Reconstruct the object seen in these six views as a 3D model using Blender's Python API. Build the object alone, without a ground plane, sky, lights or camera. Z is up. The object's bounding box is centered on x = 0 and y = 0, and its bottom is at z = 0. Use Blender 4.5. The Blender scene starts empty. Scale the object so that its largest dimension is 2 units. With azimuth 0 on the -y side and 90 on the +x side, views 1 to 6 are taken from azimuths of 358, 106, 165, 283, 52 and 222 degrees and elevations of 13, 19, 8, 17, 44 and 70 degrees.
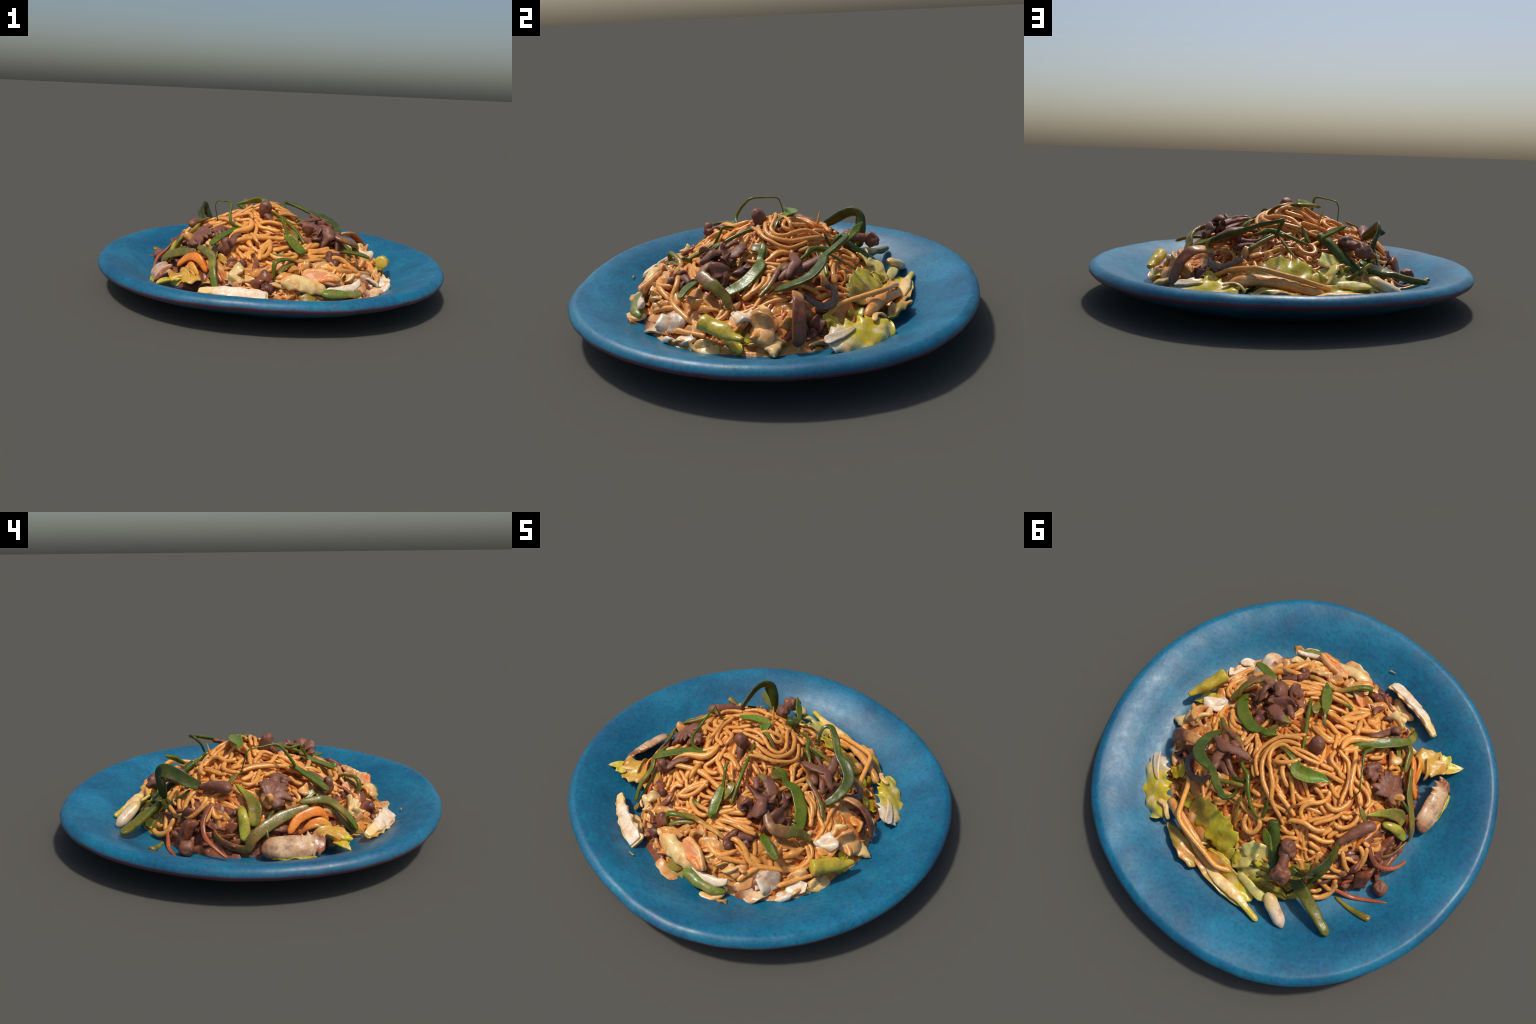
import math
import random

import bpy
import bmesh
import numpy as np
from mathutils import Vector, noise

random.seed(7)
rng = np.random.default_rng(7)

# ---------------------------------------------------------------- the heap
# Spot heights of the heap (x, y, z): crown, shoulders, flanks; beyond the foot it meets the plate.
SPOTS = [(0, 0, .47), (-.05, .08, .472), (.06, .06, .442), (-.08, -.05, .455), (.1, -.05, .41), (-.15, .1, .435),
         (-.19, -.25, .355), (-.22, -.28, .355), (.03, -.27, .345), (.16, -.29, .325), (.14, -.02, .398), (.22, 0, .343),
         (.17, .14, .35), (.12, .25, .335), (.4, -.28, .245), (.46, -.08, .22), (.46, .15, .235), (.35, -.15, .285), (.3, .15, .3),
         (-.387, -.2, .295), (-.48, 0, .30), (-.41, .17, .295), (-.3, 0, .375), (-.55, .12, .215), (-.5, -.2, .225),
         (-.27, .46, .19), (-.47, .23, .25), (-.42, .31, .225), (-.13, .31, .3), (.1, .44, .225), (.25, .43, .205), (-.1, .42, .248), (-.16, .5, .175), (-.26, -.44, .275), (-.4, -.41, .2), (.24, .53, .16), (-.36, .4, .2),
         (0, -.42, .26), (-.08, -.467, .25), (-.16, -.57, .195), (-.2, -.51, .23), (.15, -.45, .245), (.38, .35, .19), (-.05, .55, .13),
         (.04, -.61, .17), (-.03, -.61, .155), (.13, -.55, .192), (.32, -.54, .168), (.54, -.26, .135), (.5, -.33, .145), (.6, -.3, .105), (.5, -.15, .195), (.565, .1, .18),
         (.6, .19, .13), (.3, -.47, .235), (.3, -.4, .25), (.43, -.47, .15), (.56, -.1, .165)]
FOOT = [.68, .69, .66, .66, .64, .63, .62, .61, .62, .62, .62, .62, .63, .65, .65, .64, .64, .64, .65, .67, .685, .695, .69, .69, .71, .725, .715]


def foot_radius(a):
    k = np.mod(a, 2 * np.pi) / (2 * np.pi) * len(FOOT)
    i = np.floor(k).astype(int) % len(FOOT)
    f = k - np.floor(k)
    r = np.array(FOOT)
    return r[i] * (1 - f) + r[(i + 1) % len(FOOT)] * f


INNER = [(0, .064), (.45, .064), (.58, .068), (.65, .072), (.7, .08), (.74, .094), (.78, .114), (.86, .157), (.92, .18), (.96, .188)]


def plate_z(r):
    return np.interp(r, [p[0] for p in INNER], [p[1] for p in INNER])


def _tps():
    pts = list(SPOTS)
    for k in range(24):
        a = 2 * np.pi * k / 24
        r = foot_radius(a)
        pts.append((r * np.cos(a), r * np.sin(a), float(plate_z(r))))
        pts.append((1.15 * r * np.cos(a), 1.15 * r * np.sin(a), float(plate_z(r))- .02))
    p = np.array(pts, float)
    d = np.hypot(p[:, None, 0] - p[None, :, 0], p[:, None, 1] - p[None, :, 1])
    K = np.where(d > 0, d * d * np.log(d + 1e-12), 0) + 2e-4 * np.eye(len(p))
    P = np.c_[np.ones(len(p)), p[:, :2]]
    A = np.block([[K, P], [P.T, np.zeros((3, 3))]])
    w = np.linalg.solve(A, np.r_[p[:, 2], 0, 0, 0])
    return p, w


_TP, _TW = _tps()


def heap_z(x, y):
    x, y = np.asarray(x, float), np.asarray(y, float)
    d = np.hypot(x[..., None] - _TP[:, 0], y[..., None] - _TP[:, 1])
    return (np.where(d > 0, d * d * np.log(d + 1e-12), 0) @ _TW[:-3]) + _TW[-3] + _TW[-2] * x + _TW[-1] * y


def surf_z(x, y):
    return np.maximum(heap_z(x, y), plate_z(np.hypot(x, y)))


def surf_n(x, y, e=.02):
    n = np.array([float(surf_z(x - e, y) - surf_z(x + e, y)), float(surf_z(x, y - e) - surf_z(x, y + e)), 2 * e])
    return n / np.linalg.norm(n)

# ---------------------------------------------------------------- materials
PALETTE = {  # sRGB 0-255, as lit by full sun
    'noodle': (236, 164, 80), 'sauced': (214, 126, 52), 'bed': (180, 100, 48), 'green': (86, 106, 22), 'dark': (60, 78, 22), 'bright': (98, 138, 26),
    'olive': (108, 106, 30), 'lime': (160, 160, 46), 'moss': (142, 132, 40), 'squid': (122, 78, 60), 'brown': (126, 72, 48),
    'purple': (98, 54, 42), 'grey': (96, 84, 74), 'peach': (228, 172, 108), 'pink': (234, 158, 108), 'white': (230, 212, 184),
    'cream': (232, 198, 130), 'tan': (220, 154, 78), 'amberflesh': (228, 156, 76), 'orange': (228, 128, 60),
    'yellow': (212, 194, 36), 'amber': (214, 168, 66), 'lemon': (206, 186, 60), 'pale': (222, 212, 118), 'yellowgreen': (186, 178, 38),
    'leek': (110, 134, 52), 'whitebrown': (216, 180, 140), 'carrot': (232, 132, 46), 'red': (186, 90, 56)}
PATCH = {'pale': ((232, 206, 150), (208, 134, 58)), 'brown': ((150, 98, 74), (84, 50, 42)), 'green': ((110, 118, 30), (58, 76, 16)), 'dark': ((88, 100, 28), (44, 58, 18)),
         'bright': ((118, 150, 46), (86, 118, 32)), 'olive': ((146, 140, 54), (92, 84, 40)), 'leek': ((176, 178, 96), (76, 104, 40)), 'lime': ((190, 184, 70), (122, 130, 38)),
         'moss': ((166, 150, 56), (112, 88, 40)), 'yellowgreen': ((206, 196, 80), (150, 140, 30)), 'yellow': ((226, 206, 96), (186, 160, 36)), 'lemon': ((212, 194, 84), (168, 140, 48)),
         'white': ((238, 228, 212), (216, 176, 120)), 'noodle': ((234, 172, 96), (222, 146, 68)), 'sauced': ((222, 144, 72), (190, 104, 44)), 'carrot': ((236, 146, 58), (222, 112, 36)),
         'squid': ((134, 86, 68), (84, 52, 44)), 'purple': ((128, 80, 66), (72, 40, 38)), 'red': ((204, 118, 74), (150, 68, 46)), 'grey': ((140, 126, 108), (70, 60, 56))}
SAUCE = (196, 108, 46)
STAIN = {'noodle': .14, 'squid': .08, 'green': .06, 'dark': .05, 'bright': .03, 'white': .22, 'cream': .25, 'peach': .3, 'purple': .2, 'carrot': .1}


def lin(c):
    c = np.array(c, float) / 255
    return tuple(np.where(c < .04045, c / 12.92, ((c + .055) / 1.055) ** 2.4)) + (1.0,)


def node(nt, kind, **sockets):
    n = nt.nodes.new(kind)
    for k, v in sockets.items():
        k = k.replace('_', ' ')
        if isinstance(v, bpy.types.NodeSocket):
            nt.links.new(v, n.inputs[k])
        else:
            n.inputs[k].default_value = v
    return n


def ramp(nt, fac, stops):
    n = nt.nodes.new('ShaderNodeValToRGB')
    nt.links.new(fac, n.inputs[0])
    els = n.color_ramp.elements
    while len(els) < len(stops):
        els.new(.5)
    for e, (p, c) in zip(els, stops):
        e.position, e.color = p, c
    return n.outputs[0]


def mix(nt, fac, a, b, mode='MIX'):
    n = nt.nodes.new('ShaderNodeMix')
    n.data_type, n.blend_type = 'RGBA', mode
    for s, v in ((n.inputs[0], fac), (n.inputs[6], a), (n.inputs[7], b)):
        if isinstance(v, bpy.types.NodeSocket):
            nt.links.new(v, s)
        else:
            s.default_value = v
    return n.outputs[2]


MATS = {}


def food_material(spec):
    if spec in MATS:
        return MATS[spec]
    names = (spec,) if isinstance(spec, str) else spec[:2]
    m = bpy.data.materials.new('_to_'.join(names) + '_food')
    m.use_nodes = True
    nt = m.node_tree
    bsdf = nt.nodes['Principled BSDF']
    pos = nt.nodes.new('ShaderNodeTexCoord').outputs['Object']
    rnd = nt.nodes.new('ShaderNodeObjectInfo').outputs['Random']
    mott = node(nt, 'ShaderNodeTexNoise', Vector=pos, Scale=22.0, Detail=4.0, Roughness=.6).outputs['Fac']
    fine = node(nt, 'ShaderNodeTexNoise', Vector=pos, Scale=90.0, Detail=4.0).outputs['Fac']
    col = lin(PALETTE[names[0]])
    if len(names) == 2:
        along = nt.nodes.new('ShaderNodeAttribute')
        along.attribute_name = 'along'
        wob = node(nt, 'ShaderNodeMath', **{})
        wob.operation = 'MULTIPLY_ADD'
        nt.links.new(mott, wob.inputs[0])
        wob.inputs[1].default_value = .3
        nt.links.new(along.outputs['Fac'], wob.inputs[2])
        p = spec[2] + .15
        col = ramp(nt, wob.outputs[0], [(max(p - .16, 0), lin(PALETTE[names[0]])), (min(p + .16, 1), lin(PALETTE[names[1]]))])
    # broad paler and darker patches inside each piece
    broad = node(nt, 'ShaderNodeTexNoise', Vector=pos, Scale=13.0, Detail=3.0, Distortion=.6).outputs['Fac']
    hi, lo = PATCH.get(names[0], PATCH['pale' if sum(PALETTE[names[0]]) > 400 else 'brown'])
    col = mix(nt, ramp(nt, broad, [(.52, (0, 0, 0, 1)), (.68, (.6, .6, .6, 1))]), col, lin(hi))
    col = mix(nt, ramp(nt, broad, [(.32, (.55, .55, .55, 1)), (.46, (0, 0, 0, 1))]), col, lin(lo))
    # sauce stains, then light and dark mottling, then a little per-piece variation
    st = STAIN.get(names[0], .22)
    k = ramp(nt, mott, [(.45, (0, 0, 0, 1)), (.75, (st * 2.2,) * 3 + (1,))])
    col = mix(nt, k, col, lin(SAUCE))
    g = .9 if sum(PALETTE[names[0]]) > 480 else .8
    col = mix(nt, 1.0, col, ramp(nt, fine, [(.3, (g, g - .02, g - .04, 1)), (.7, (1.08, 1.08, 1.08, 1))]), 'MULTIPLY')
    col = mix(nt, 1.0, col, ramp(nt, rnd, [(0, (.86, .84, .82, 1)), (1, (1.06, 1.06, 1.06, 1))]), 'MULTIPLY')
    nt.links.new(col, bsdf.inputs['Base Color'])
    nt.links.new(ramp(nt, fine, [(.3, (.24,) * 3 + (1,)), (.75, (.4,) * 3 + (1,))]), bsdf.inputs['Roughness'])
    if names[0] in ('squid', 'purple'):
        nt.links.new(ramp(nt, fine, [(.3, (.4,) * 3 + (1,)), (.75, (.6,) * 3 + (1,))]), bsdf.inputs['Roughness'])
    if names[0] in ('squid', 'green', 'dark', 'brown'):
        bsdf.inputs['Specular IOR Level'].default_value = .4
    b = node(nt, 'ShaderNodeBump', Strength=.25, Distance=.004, Height=fine)
    nt.links.new(b.outputs[0], bsdf.inputs['Normal'])
    MATS[spec] = m
    return m


# ---------------------------------------------------------------- building pieces
dish_food = bpy.data.objects.new('stir_fried_noodles', None)
bpy.context.scene.collection.objects.link(dish_food)
dish_food['label'] = 'heap of sauced noodles with squid, scallions and cabbage'
dish_food['category'] = 'noodle dish'


def add_mesh(name, verts, faces, mats, parent=None, along=None, slots=None):
    me = bpy.data.meshes.new(name)
    me.from_pydata([tuple(map(float, v)) for v in verts], [], faces)
    for m in mats:
        me.materials.append(m)
    if slots is not None:
        me.polygons.foreach_set('material_index', slots)
    me.polygons.foreach_set('use_smooth', [True] * len(me.polygons))
    if along is not None:
        at = me.attributes.new('along', 'FLOAT', 'POINT')
        at.data.foreach_set('value', along)
    me.update()
    o = bpy.data.objects.new(name, me)
    bpy.context.scene.collection.objects.link(o)
    if parent:
        o.parent = parent
    return o


def unit(v):
    return v / max(np.linalg.norm(v), 1e-9)


def spline(pts, n=24):
    """Centripetal-like Catmull-Rom through the points; returns dense samples and the parameter (point index)."""
    p = np.array(pts, float)
    if len(p) == 2:
        t = np.linspace(0, 1, n)
        return p[0] + t[:, None] * (p[1] - p[0]), t
    q = np.vstack([2 * p[0] - p[1], p, 2 * p[-1] - p[-2]])
    out, par = [], []
    for i in range(1, len(q) - 2):
        a, b, c, d = q[i - 1], q[i], q[i + 1], q[i + 2]
        l1, l0, l2 = np.linalg.norm(c - b), np.linalg.norm(b - a), np.linalg.norm(d - c)
        m1 = unit(c - a) * min(l1, 1.2 * l0) if i > 1 else (c - b) * .8
        m2 = unit(d - b) * min(l1, 1.2 * l2) if i < len(q) - 3 else (c - b) * .8
        for t in np.linspace(0, 1, n, endpoint=False):
            h = (2 * t ** 3 - 3 * t ** 2 + 1, t ** 3 - 2 * t ** 2 + t, -2 * t ** 3 + 3 * t ** 2, t ** 3 - t ** 2)
            out.append(h[0] * b + h[1] * m1 + h[2] * c + h[3] * m2)
            par.append(i - 1 + t)
    out.append(p[-1])
    par.append(len(p) - 1)
    return np.array(out), np.array(par)


def sweep(pts, w, t=None, frame='surf', tilt=0, curl=0, ruffle=0, jag=None, ends='round', step=.01, wob=.06, seed=0, crumple=0, up=None):
    """Sweep a rounded section (half width w, half thickness t) along a spline."""
    n_p = len(pts)
    dense, par = spline(pts)
    cum = np.r_[0, np.cumsum(np.linalg.norm(np.diff(dense, axis=0), axis=1))]
    total = cum[-1]
    w = np.interp(par, np.linspace(0, n_p - 1, np.size(w)), np.atleast_1d(w)) if np.size(w) > 1 else np.full(len(par), float(w))
    if t is None:
        t = w * 1.0
    elif np.size(t) > 1:
        t = np.interp(par, np.linspace(0, n_p - 1, len(t)), t)
    else:
        t = np.minimum(float(t), w)
    wide = float(np.max(w)) > 1.8 * float(np.max(t))
    sides = 20 if wide else 10
    cap = min(.45 * total, float(np.max(t)) * (1.6 if not wide else 2.5))
    if jag:
        step = min(step, total / jag[1] / 8)
    s = np.linspace(0, total, max(6, int(total / step) + 1))
    if ends == 'round':
        e = cap * np.array([0, .06, .2, .45, .75])
        s = np.unique(np.round(np.r_[s, e, total - e], 6))
    else:
        e = np.array([0, .003, .006])
        s = np.unique(np.round(np.r_[s, e, total - e], 6))
    P = np.array([np.interp(s, cum, dense[:, k]) for k in range(3)]).T
    W, Th = np.interp(s, cum, w), np.interp(s, cum, t)
    Tn = np.gradient(P, s, axis=0)
    Tn = np.array([unit(v) for v in Tn])
    de = np.minimum(s, total - s)
    if ends == 'round':
        f = np.sqrt(np.clip(1 - (1 - np.clip(de / cap, 0, 1)) ** 2, 0, 1))
    else:
        f = np.interp(de, [0, .003, .006], [.8, .95, 1])
    f = np.maximum(f, .03)
    # frames
    Nn = []
    if frame == 'rmf':
        n0 = surf_n(P[0][0], P[0][1])
        if abs(n0 @ Tn[0]) > .8:
            out = np.array([P[0][0], P[0][1], 0.0])
            n0 = -Tn[min(len(Tn) - 1, len(Tn) // 2)] if np.linalg.norm(out) < 1e-6 else unit(out)
            n0 = n0 - Tn[0] * (n0 @ Tn[0])
            mid = Tn[len(Tn) // 2] - Tn[0] * (Tn[len(Tn) // 2] @ Tn[0])
            if np.linalg.norm(mid) > .2:
                n0 = -unit(mid)
        cur = unit(n0 - Tn[0] * (n0 @ Tn[0]))
        for k in range(len(P)):
            cur = unit(cur - Tn[k] * (cur @ Tn[k]))
            Nn.append(cur)
    else:
        for k in range(len(P)):
            u = surf_n(P[k][0], P[k][1]) if up is None else unit(np.array(up, float))
            u = u - Tn[k] * (u @ Tn[k])
            if np.linalg.norm(u) < .25 and Nn:
                u = Nn[-1] - Tn[k] * (Nn[-1] @ Tn[k])
            Nn.append(unit(u))
    Nn = np.array(Nn)
    Bn = np.cross(Tn, Nn)
    if tilt:
        a = math.radians(tilt)
        Nn, Bn = Nn * math.cos(a) + Bn * math.sin(a), Bn * math.cos(a) - Nn * math.sin(a)
    ang = np.linspace(0, 2 * np.pi, sides, endpoint=False)
    ca, sa = np.cos(ang), np.sin(ang)
    if wide:  # fuller, flatter section
        ca, sa = np.sign(ca) * np.abs(ca) ** .8, np.sign(sa) * np.abs(sa) ** .8
    ph = seed * 1.7
    verts = []
    for k in range(len(P)):
        fw = f[k]
        x, y = ca * W[k] * fw, sa * Th[k] * fw
        if jag:
            saw = np.where(ca > 0, (s[k] / total * jag[1] + ph) % 1, (s[k] / total * jag[1] * 1.13 + ph + .4) % 1)
            x = x * (1 + jag[0] * (1.5 * np.abs(saw * 2 - 1) ** 1.5 - .6) * np.abs(ca) ** 3)
        if curl:
            y = y + curl * W[k] * fw * (ca * ca - .35)
        if ruffle:
            y = y + ruffle * np.sin(s[k] * 75 + ph + np.where(ca > 0, 0, 1.9)) * np.abs(ca) ** 1.5 + ruffle * .5 * np.sin(s[k] * 40 + ca * 5 + ph)
        verts.append(P[k] + x[:, None] * Bn[k] + y[:, None] * Nn[k])
    V = np.concatenate(verts)
    if wob:
        amp = wob * min(float(np.max(w)), 2.2 * float(np.max(t)))
        for i, v in enumerate(V):
            q = Vector(v) * (22 if wide else 26) + Vector((seed * 3.1, 0, 0))
            V[i] = v + amp * np.array(noise.noise_vector(q))
    if crumple:
        for k in range(len(P)):
            for j in range(sides):
                i = k * sides + j
                q = Vector(V[i]) * 10 + Vector((0, seed * 2.3, 0))
                V[i] = V[i] + Nn[k] * crumple * (abs(noise.noise(q)) - .2 + .3 * abs(noise.noise(q * 2.3)))
    n = len(P)
    faces = [(i * sides + j, i * sides + (j + 1) % sides, (i + 1) * sides + (j + 1) % sides, (i + 1) * sides + j) for i in range(n - 1) for j in range(sides)]
    faces.append(tuple(reversed(range(sides))))
    faces.append(tuple((n - 1) * sides + j for j in range(sides)))
    return V, faces, np.repeat(s / total, sides)


COUNT = [0]
HAND = []


def strip(kind, mat, pts, w, **k):
    COUNT[0] += 1
    if kind == 'noodle':
        k.setdefault('wob', .1)
        HAND.append(np.array(pts))
    else:
        k.setdefault('wob', .1)
        if kind.startswith(('cabbage', 'seafood', 'mushroom')):
            k.setdefault('crumple', .35 * min(float(np.max(w)), .04))
        elif kind == 'scallion_leaf':
            k.setdefault('crumple', .004)
            k.setdefault('curl', .3)
        elif kind.startswith('squid'):
            k.setdefault('crumple', .3 * min(float(np.max(w)), .03))
    V, F, s = sweep(pts, w, seed=COUNT[0], **k)
    return add_mesh(kind, V, F, [food_material(mat)], dish_food, along=s)


ICO = []


def ico_sphere():
    if not ICO:
        bm = bmesh.new()
        bmesh.ops.create_icosphere(bm, subdivisions=4, radius=1)
        ICO.extend([np.array([v.co[:] for v in bm.verts]), [tuple(v.index for v in f.verts) for f in bm.faces]])
        bm.free()
    return ICO


def lump(kind, mat, c, r, rot=0, seed=0, amp=.15):
    """A rounded lump lying on the heap: an ellipsoid broken up by broad noise."""
    d, F = ico_sphere()
    V = []
    for v in d:
        q = Vector(v) * 1.3 + Vector((seed * 7.7, seed * 1.3, 0))
        g = 1 + amp * (noise.noise(q) * 1.2 + .45 * noise.noise(q * 2.6))
        e = np.sign(v) * np.abs(v) ** .85
        V.append(e * g * np.array(r))
    V = np.array(V)
    n = surf_n(c[0], c[1])
    a = math.radians(rot)
    t = np.array([math.cos(a), math.sin(a), 0])
    t = unit(t - n * (t @ n))
    b = np.cross(n, t)
    V = np.array(c) + V[:, :1] * t + V[:, 1:2] * b + V[:, 2:] * n
    return add_mesh(kind, V, F, [food_material(mat)], dish_food, along=[0.0] * len(V))


def shard(kind, mat, c, r, rot=0, seed=0, fold=.5):
    """A torn, flattish chunk: angular outline, thick rounded rim, folded middle, lying on the heap."""
    d, F = ico_sphere()
    g = np.random.default_rng(seed + 101)
    nc = int(g.integers(4, 7))
    ca = np.sort((np.arange(nc) + g.uniform(-.3, .3, nc)) * 2 * np.pi / nc)
    cr = g.uniform(.8, 1.3, nc)
    th = np.arctan2(d[:, 1], d[:, 0])
    # straight edges between the corners
    cx, cy = cr * np.cos(ca), cr * np.sin(ca)
    rho = np.zeros(len(d))
    for i in range(nc):
        j = (i + 1) % nc
        ex, ey = cx[j] - cx[i], cy[j] - cy[i]
        den = np.cos(th) * ey - np.sin(th) * ex
        with np.errstate(divide='ignore', invalid='ignore'):
            tt = (cx[i] * ey - cy[i] * ex) / den
            uu = np.where(abs(ex) > abs(ey), (tt * np.cos(th) - cx[i]) / ex, (tt * np.sin(th) - cy[i]) / ey)
        ok = (tt > 0) & (uu >= -1e-6) & (uu <= 1 + 1e-6)
        rho = np.where(ok, tt, rho)
    rho = np.where(rho < .2, .8, np.minimum(rho, 1.3))
    rad = np.hypot(d[:, 0], d[:, 1]) ** .55
    X, Y = rad * rho * np.cos(th) * r[0], rad * rho * np.sin(th) * r[1]
    Zt = np.sign(d[:, 2]) * np.abs(d[:, 2]) ** .6 * r[2] * (1 - .25 * rad)
    p1, p2, k1, k2 = g.uniform(0, 6.3), g.uniform(0, 6.3), g.uniform(1.5, 3), g.uniform(1.5, 3.5)
    warp = fold * r[2] * (np.sin(k1 * X / r[0] + p1) + .7 * np.sin(k2 * Y / r[1] + p2)) - .5 * (X ** 2 + Y ** 2) / .5
    V = np.c_[X, Y, Zt + warp]
    V += np.array([np.array(noise.noise_vector(Vector(v) * 32 + Vector((seed, 0, 0)))) for v in V]) * .12 * min(r[1], .04)
    n = unit(surf_n(c[0], c[1]) + g.normal(0, .28, 3))
    a = math.radians(rot)
    t = np.array([math.cos(a), math.sin(a), 0])
    t = unit(t - n * (t @ n))
    b = np.cross(n, t)
    V = np.array(c) + V[:, :1] * t + V[:, 1:2] * b + V[:, 2:] * n
    return add_mesh(kind, V, F, [food_material(mat)], dish_food, along=[0.0] * len(V))


def build_bank():
    """Overlapping torn chunks packed all round the lower flank; what lies there changes round the heap."""
    ring = [(-5, 45, 7, .5, ('tan', 'peach', 'brown')), (-110, -5, 44, .5, ('amberflesh', 'tan', 'peach', 'cream', 'tan', 'orange', 'whitebrown')), (45, 95, 26, .47, ('tan', 'lemon', 'moss', 'yellowgreen', 'brown')),
            (95, 145, 20, .46, ('moss', 'tan', 'olive', 'lemon')), (145, 215, 56, .48, ('brown', 'purple', 'squid', 'tan', 'brown')), (215, 250, 20, .5, ('tan', 'amber', 'brown', 'amberflesh'))]
    k = 0
    for a0, a1, n, lo, mats in ring:
        for i in range(n):
            a = math.radians(a0 + (a1 - a0) * (i + rng.uniform(0, 1)) / n)
            f = float(foot_radius(a))
            r = lo + (f - .035 - lo) * rng.uniform(0, 1) ** .7
            x, y = r * math.cos(a), r * math.sin(a)
            z = max(float(surf_z(x, y)) - rng.uniform(.024, .038), float(plate_z(r)) + .004)
            s = rng.uniform(.036, .07)
            o = shard('torn_chunk', mats[int(rng.integers(len(mats)))], (x, y, z), (s * 1.15, s * rng.uniform(.34, .55), rng.uniform(.008, .014)), rot=math.degrees(a) + 90 + rng.normal(0, 28), seed=500 + k, fold=rng.uniform(.9, 1.8))
            k += 1


# ---------------------------------------------------------------- plate
RIM = [.997, .997, 1.001, 1.007, 1.016, 1.019, 1.011, 1.0, .994, .99, .993, 1.002, 1.013, 1.018, 1.017, 1.011, 1.006, 1.002,
       1.0, 1.003, 1.006, 1.01, 1.015, 1.017, 1.012, 1.002, .992, .989, .992, 1.006, 1.016, 1.016, 1.01, 1.005, 1.0, .997]
# profile, outside radius 1: inner floor, step, sloping side, rounded lip, underside, foot
PROFILE = [(0, .06), (.2, .06), (.4, .062), (.5, .064), (.58, .068), (.65, .073), (.7, .08), (.74, .094), (.78, .114), (.82, .137), (.86, .157), (.89, .17),
           (.92, .18), (.945, .186), (.962, .188), (.976, .184), (.988, .176), (.996, .166), (1.0, .155), (.998, .144), (.99, .134),
           (.97, .122), (.94, .108), (.9, .092), (.84, .07), (.78, .047), (.73, .028), (.68, .011), (.63, .001), (.6, 0), (.3, 0), (0, 0)]
SEG = 256
BAND = (.503, .517)  # along the profile, .5 being the widest point of the lip


def plate_material():
    m = bpy.data.materials.new('blue_glazed_stoneware')
    m.use_nodes = True
    nt = m.node_tree
    bsdf = nt.nodes['Principled BSDF']
    pos = nt.nodes.new('ShaderNodeTexCoord').outputs['Object']
    big = node(nt, 'ShaderNodeTexNoise', Vector=pos, Scale=3.2, Detail=6.0, Roughness=.65, Distortion=.4).outputs['Fac']
    mid = node(nt, 'ShaderNodeTexNoise', Vector=pos, Scale=14.0, Detail=6.0, Roughness=.7).outputs['Fac']
    fine = node(nt, 'ShaderNodeTexNoise', Vector=pos, Scale=55.0, Detail=5.0, Roughness=.7).outputs['Fac']
    col = ramp(nt, big, [(.32, lin((10, 80, 110))), (.5, lin((14, 96, 126))), (.68, lin((24, 114, 144)))])
    col = mix(nt, ramp(nt, mid, [(.5, (0, 0, 0, 1)), (.75, (.5, .5, .5, 1))]), col, lin((34, 80, 130)))
    col = mix(nt, ramp(nt, mid, [(.28, (.5, .5, .5, 1)), (.45, (0, 0, 0, 1))]), col, lin((24, 122, 140)))
    col = mix(nt, 1.0, col, ramp(nt, fine, [(.32, (.66, .68, .72, 1)), (.5, (1, 1, 1, 1)), (.7, (1.16, 1.16, 1.14, 1))]), 'MULTIPLY')
    # hairline crazing
    cr = node(nt, 'ShaderNodeTexVoronoi', Vector=pos, Scale=3.4, Randomness=1.0)
    cr.feature = 'DISTANCE_TO_EDGE'
    line = ramp(nt, cr.outputs['Distance'], [(0, (1, 1, 1, 1)), (.009, (0, 0, 0, 1))])
    gate = ramp(nt, mid, [(.46, (0, 0, 0, 1)), (.58, (.75, .75, .75, 1))])
    col = mix(nt, mix(nt, 1.0, line, gate, 'MULTIPLY'), col, lin((58, 84, 66)))
    # worn, bare red-brown line round the lip (where the glaze breaks), just under the widest point
    along = nt.nodes.new('ShaderNodeAttribute')
    along.attribute_name = 'along'
    wav = nt.nodes.new('ShaderNodeMath')
    wav.operation = 'MULTIPLY_ADD'
    nt.links.new(big, wav.inputs[0])
    wav.inputs[1].default_value = .012
    nt.links.new(along.outputs['Fac'], wav.inputs[2])
    band = ramp(nt, wav.outputs[0], [(BAND[0], (0, 0, 0, 1)), (BAND[0] + .005, (.85, .85, .85, 1)), (BAND[1], (.7, .7, .7, 1)), (BAND[1] + .006, (0, 0, 0, 1))])
    col = mix(nt, band, col, lin((100, 34, 44)))
    nt.links.new(col, bsdf.inputs['Base Color'])
    nt.links.new(ramp(nt, mid, [(.3, (.36,) * 3 + (1,)), (.7, (.5,) * 3 + (1,))]), bsdf.inputs['Roughness'])
    bsdf.inputs['Specular IOR Level'].default_value = .5
    b = node(nt, 'ShaderNodeBump', Strength=.25, Distance=.006, Height=mid)
    nt.links.new(b.outputs[0], bsdf.inputs['Normal'])
    return m


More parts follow.
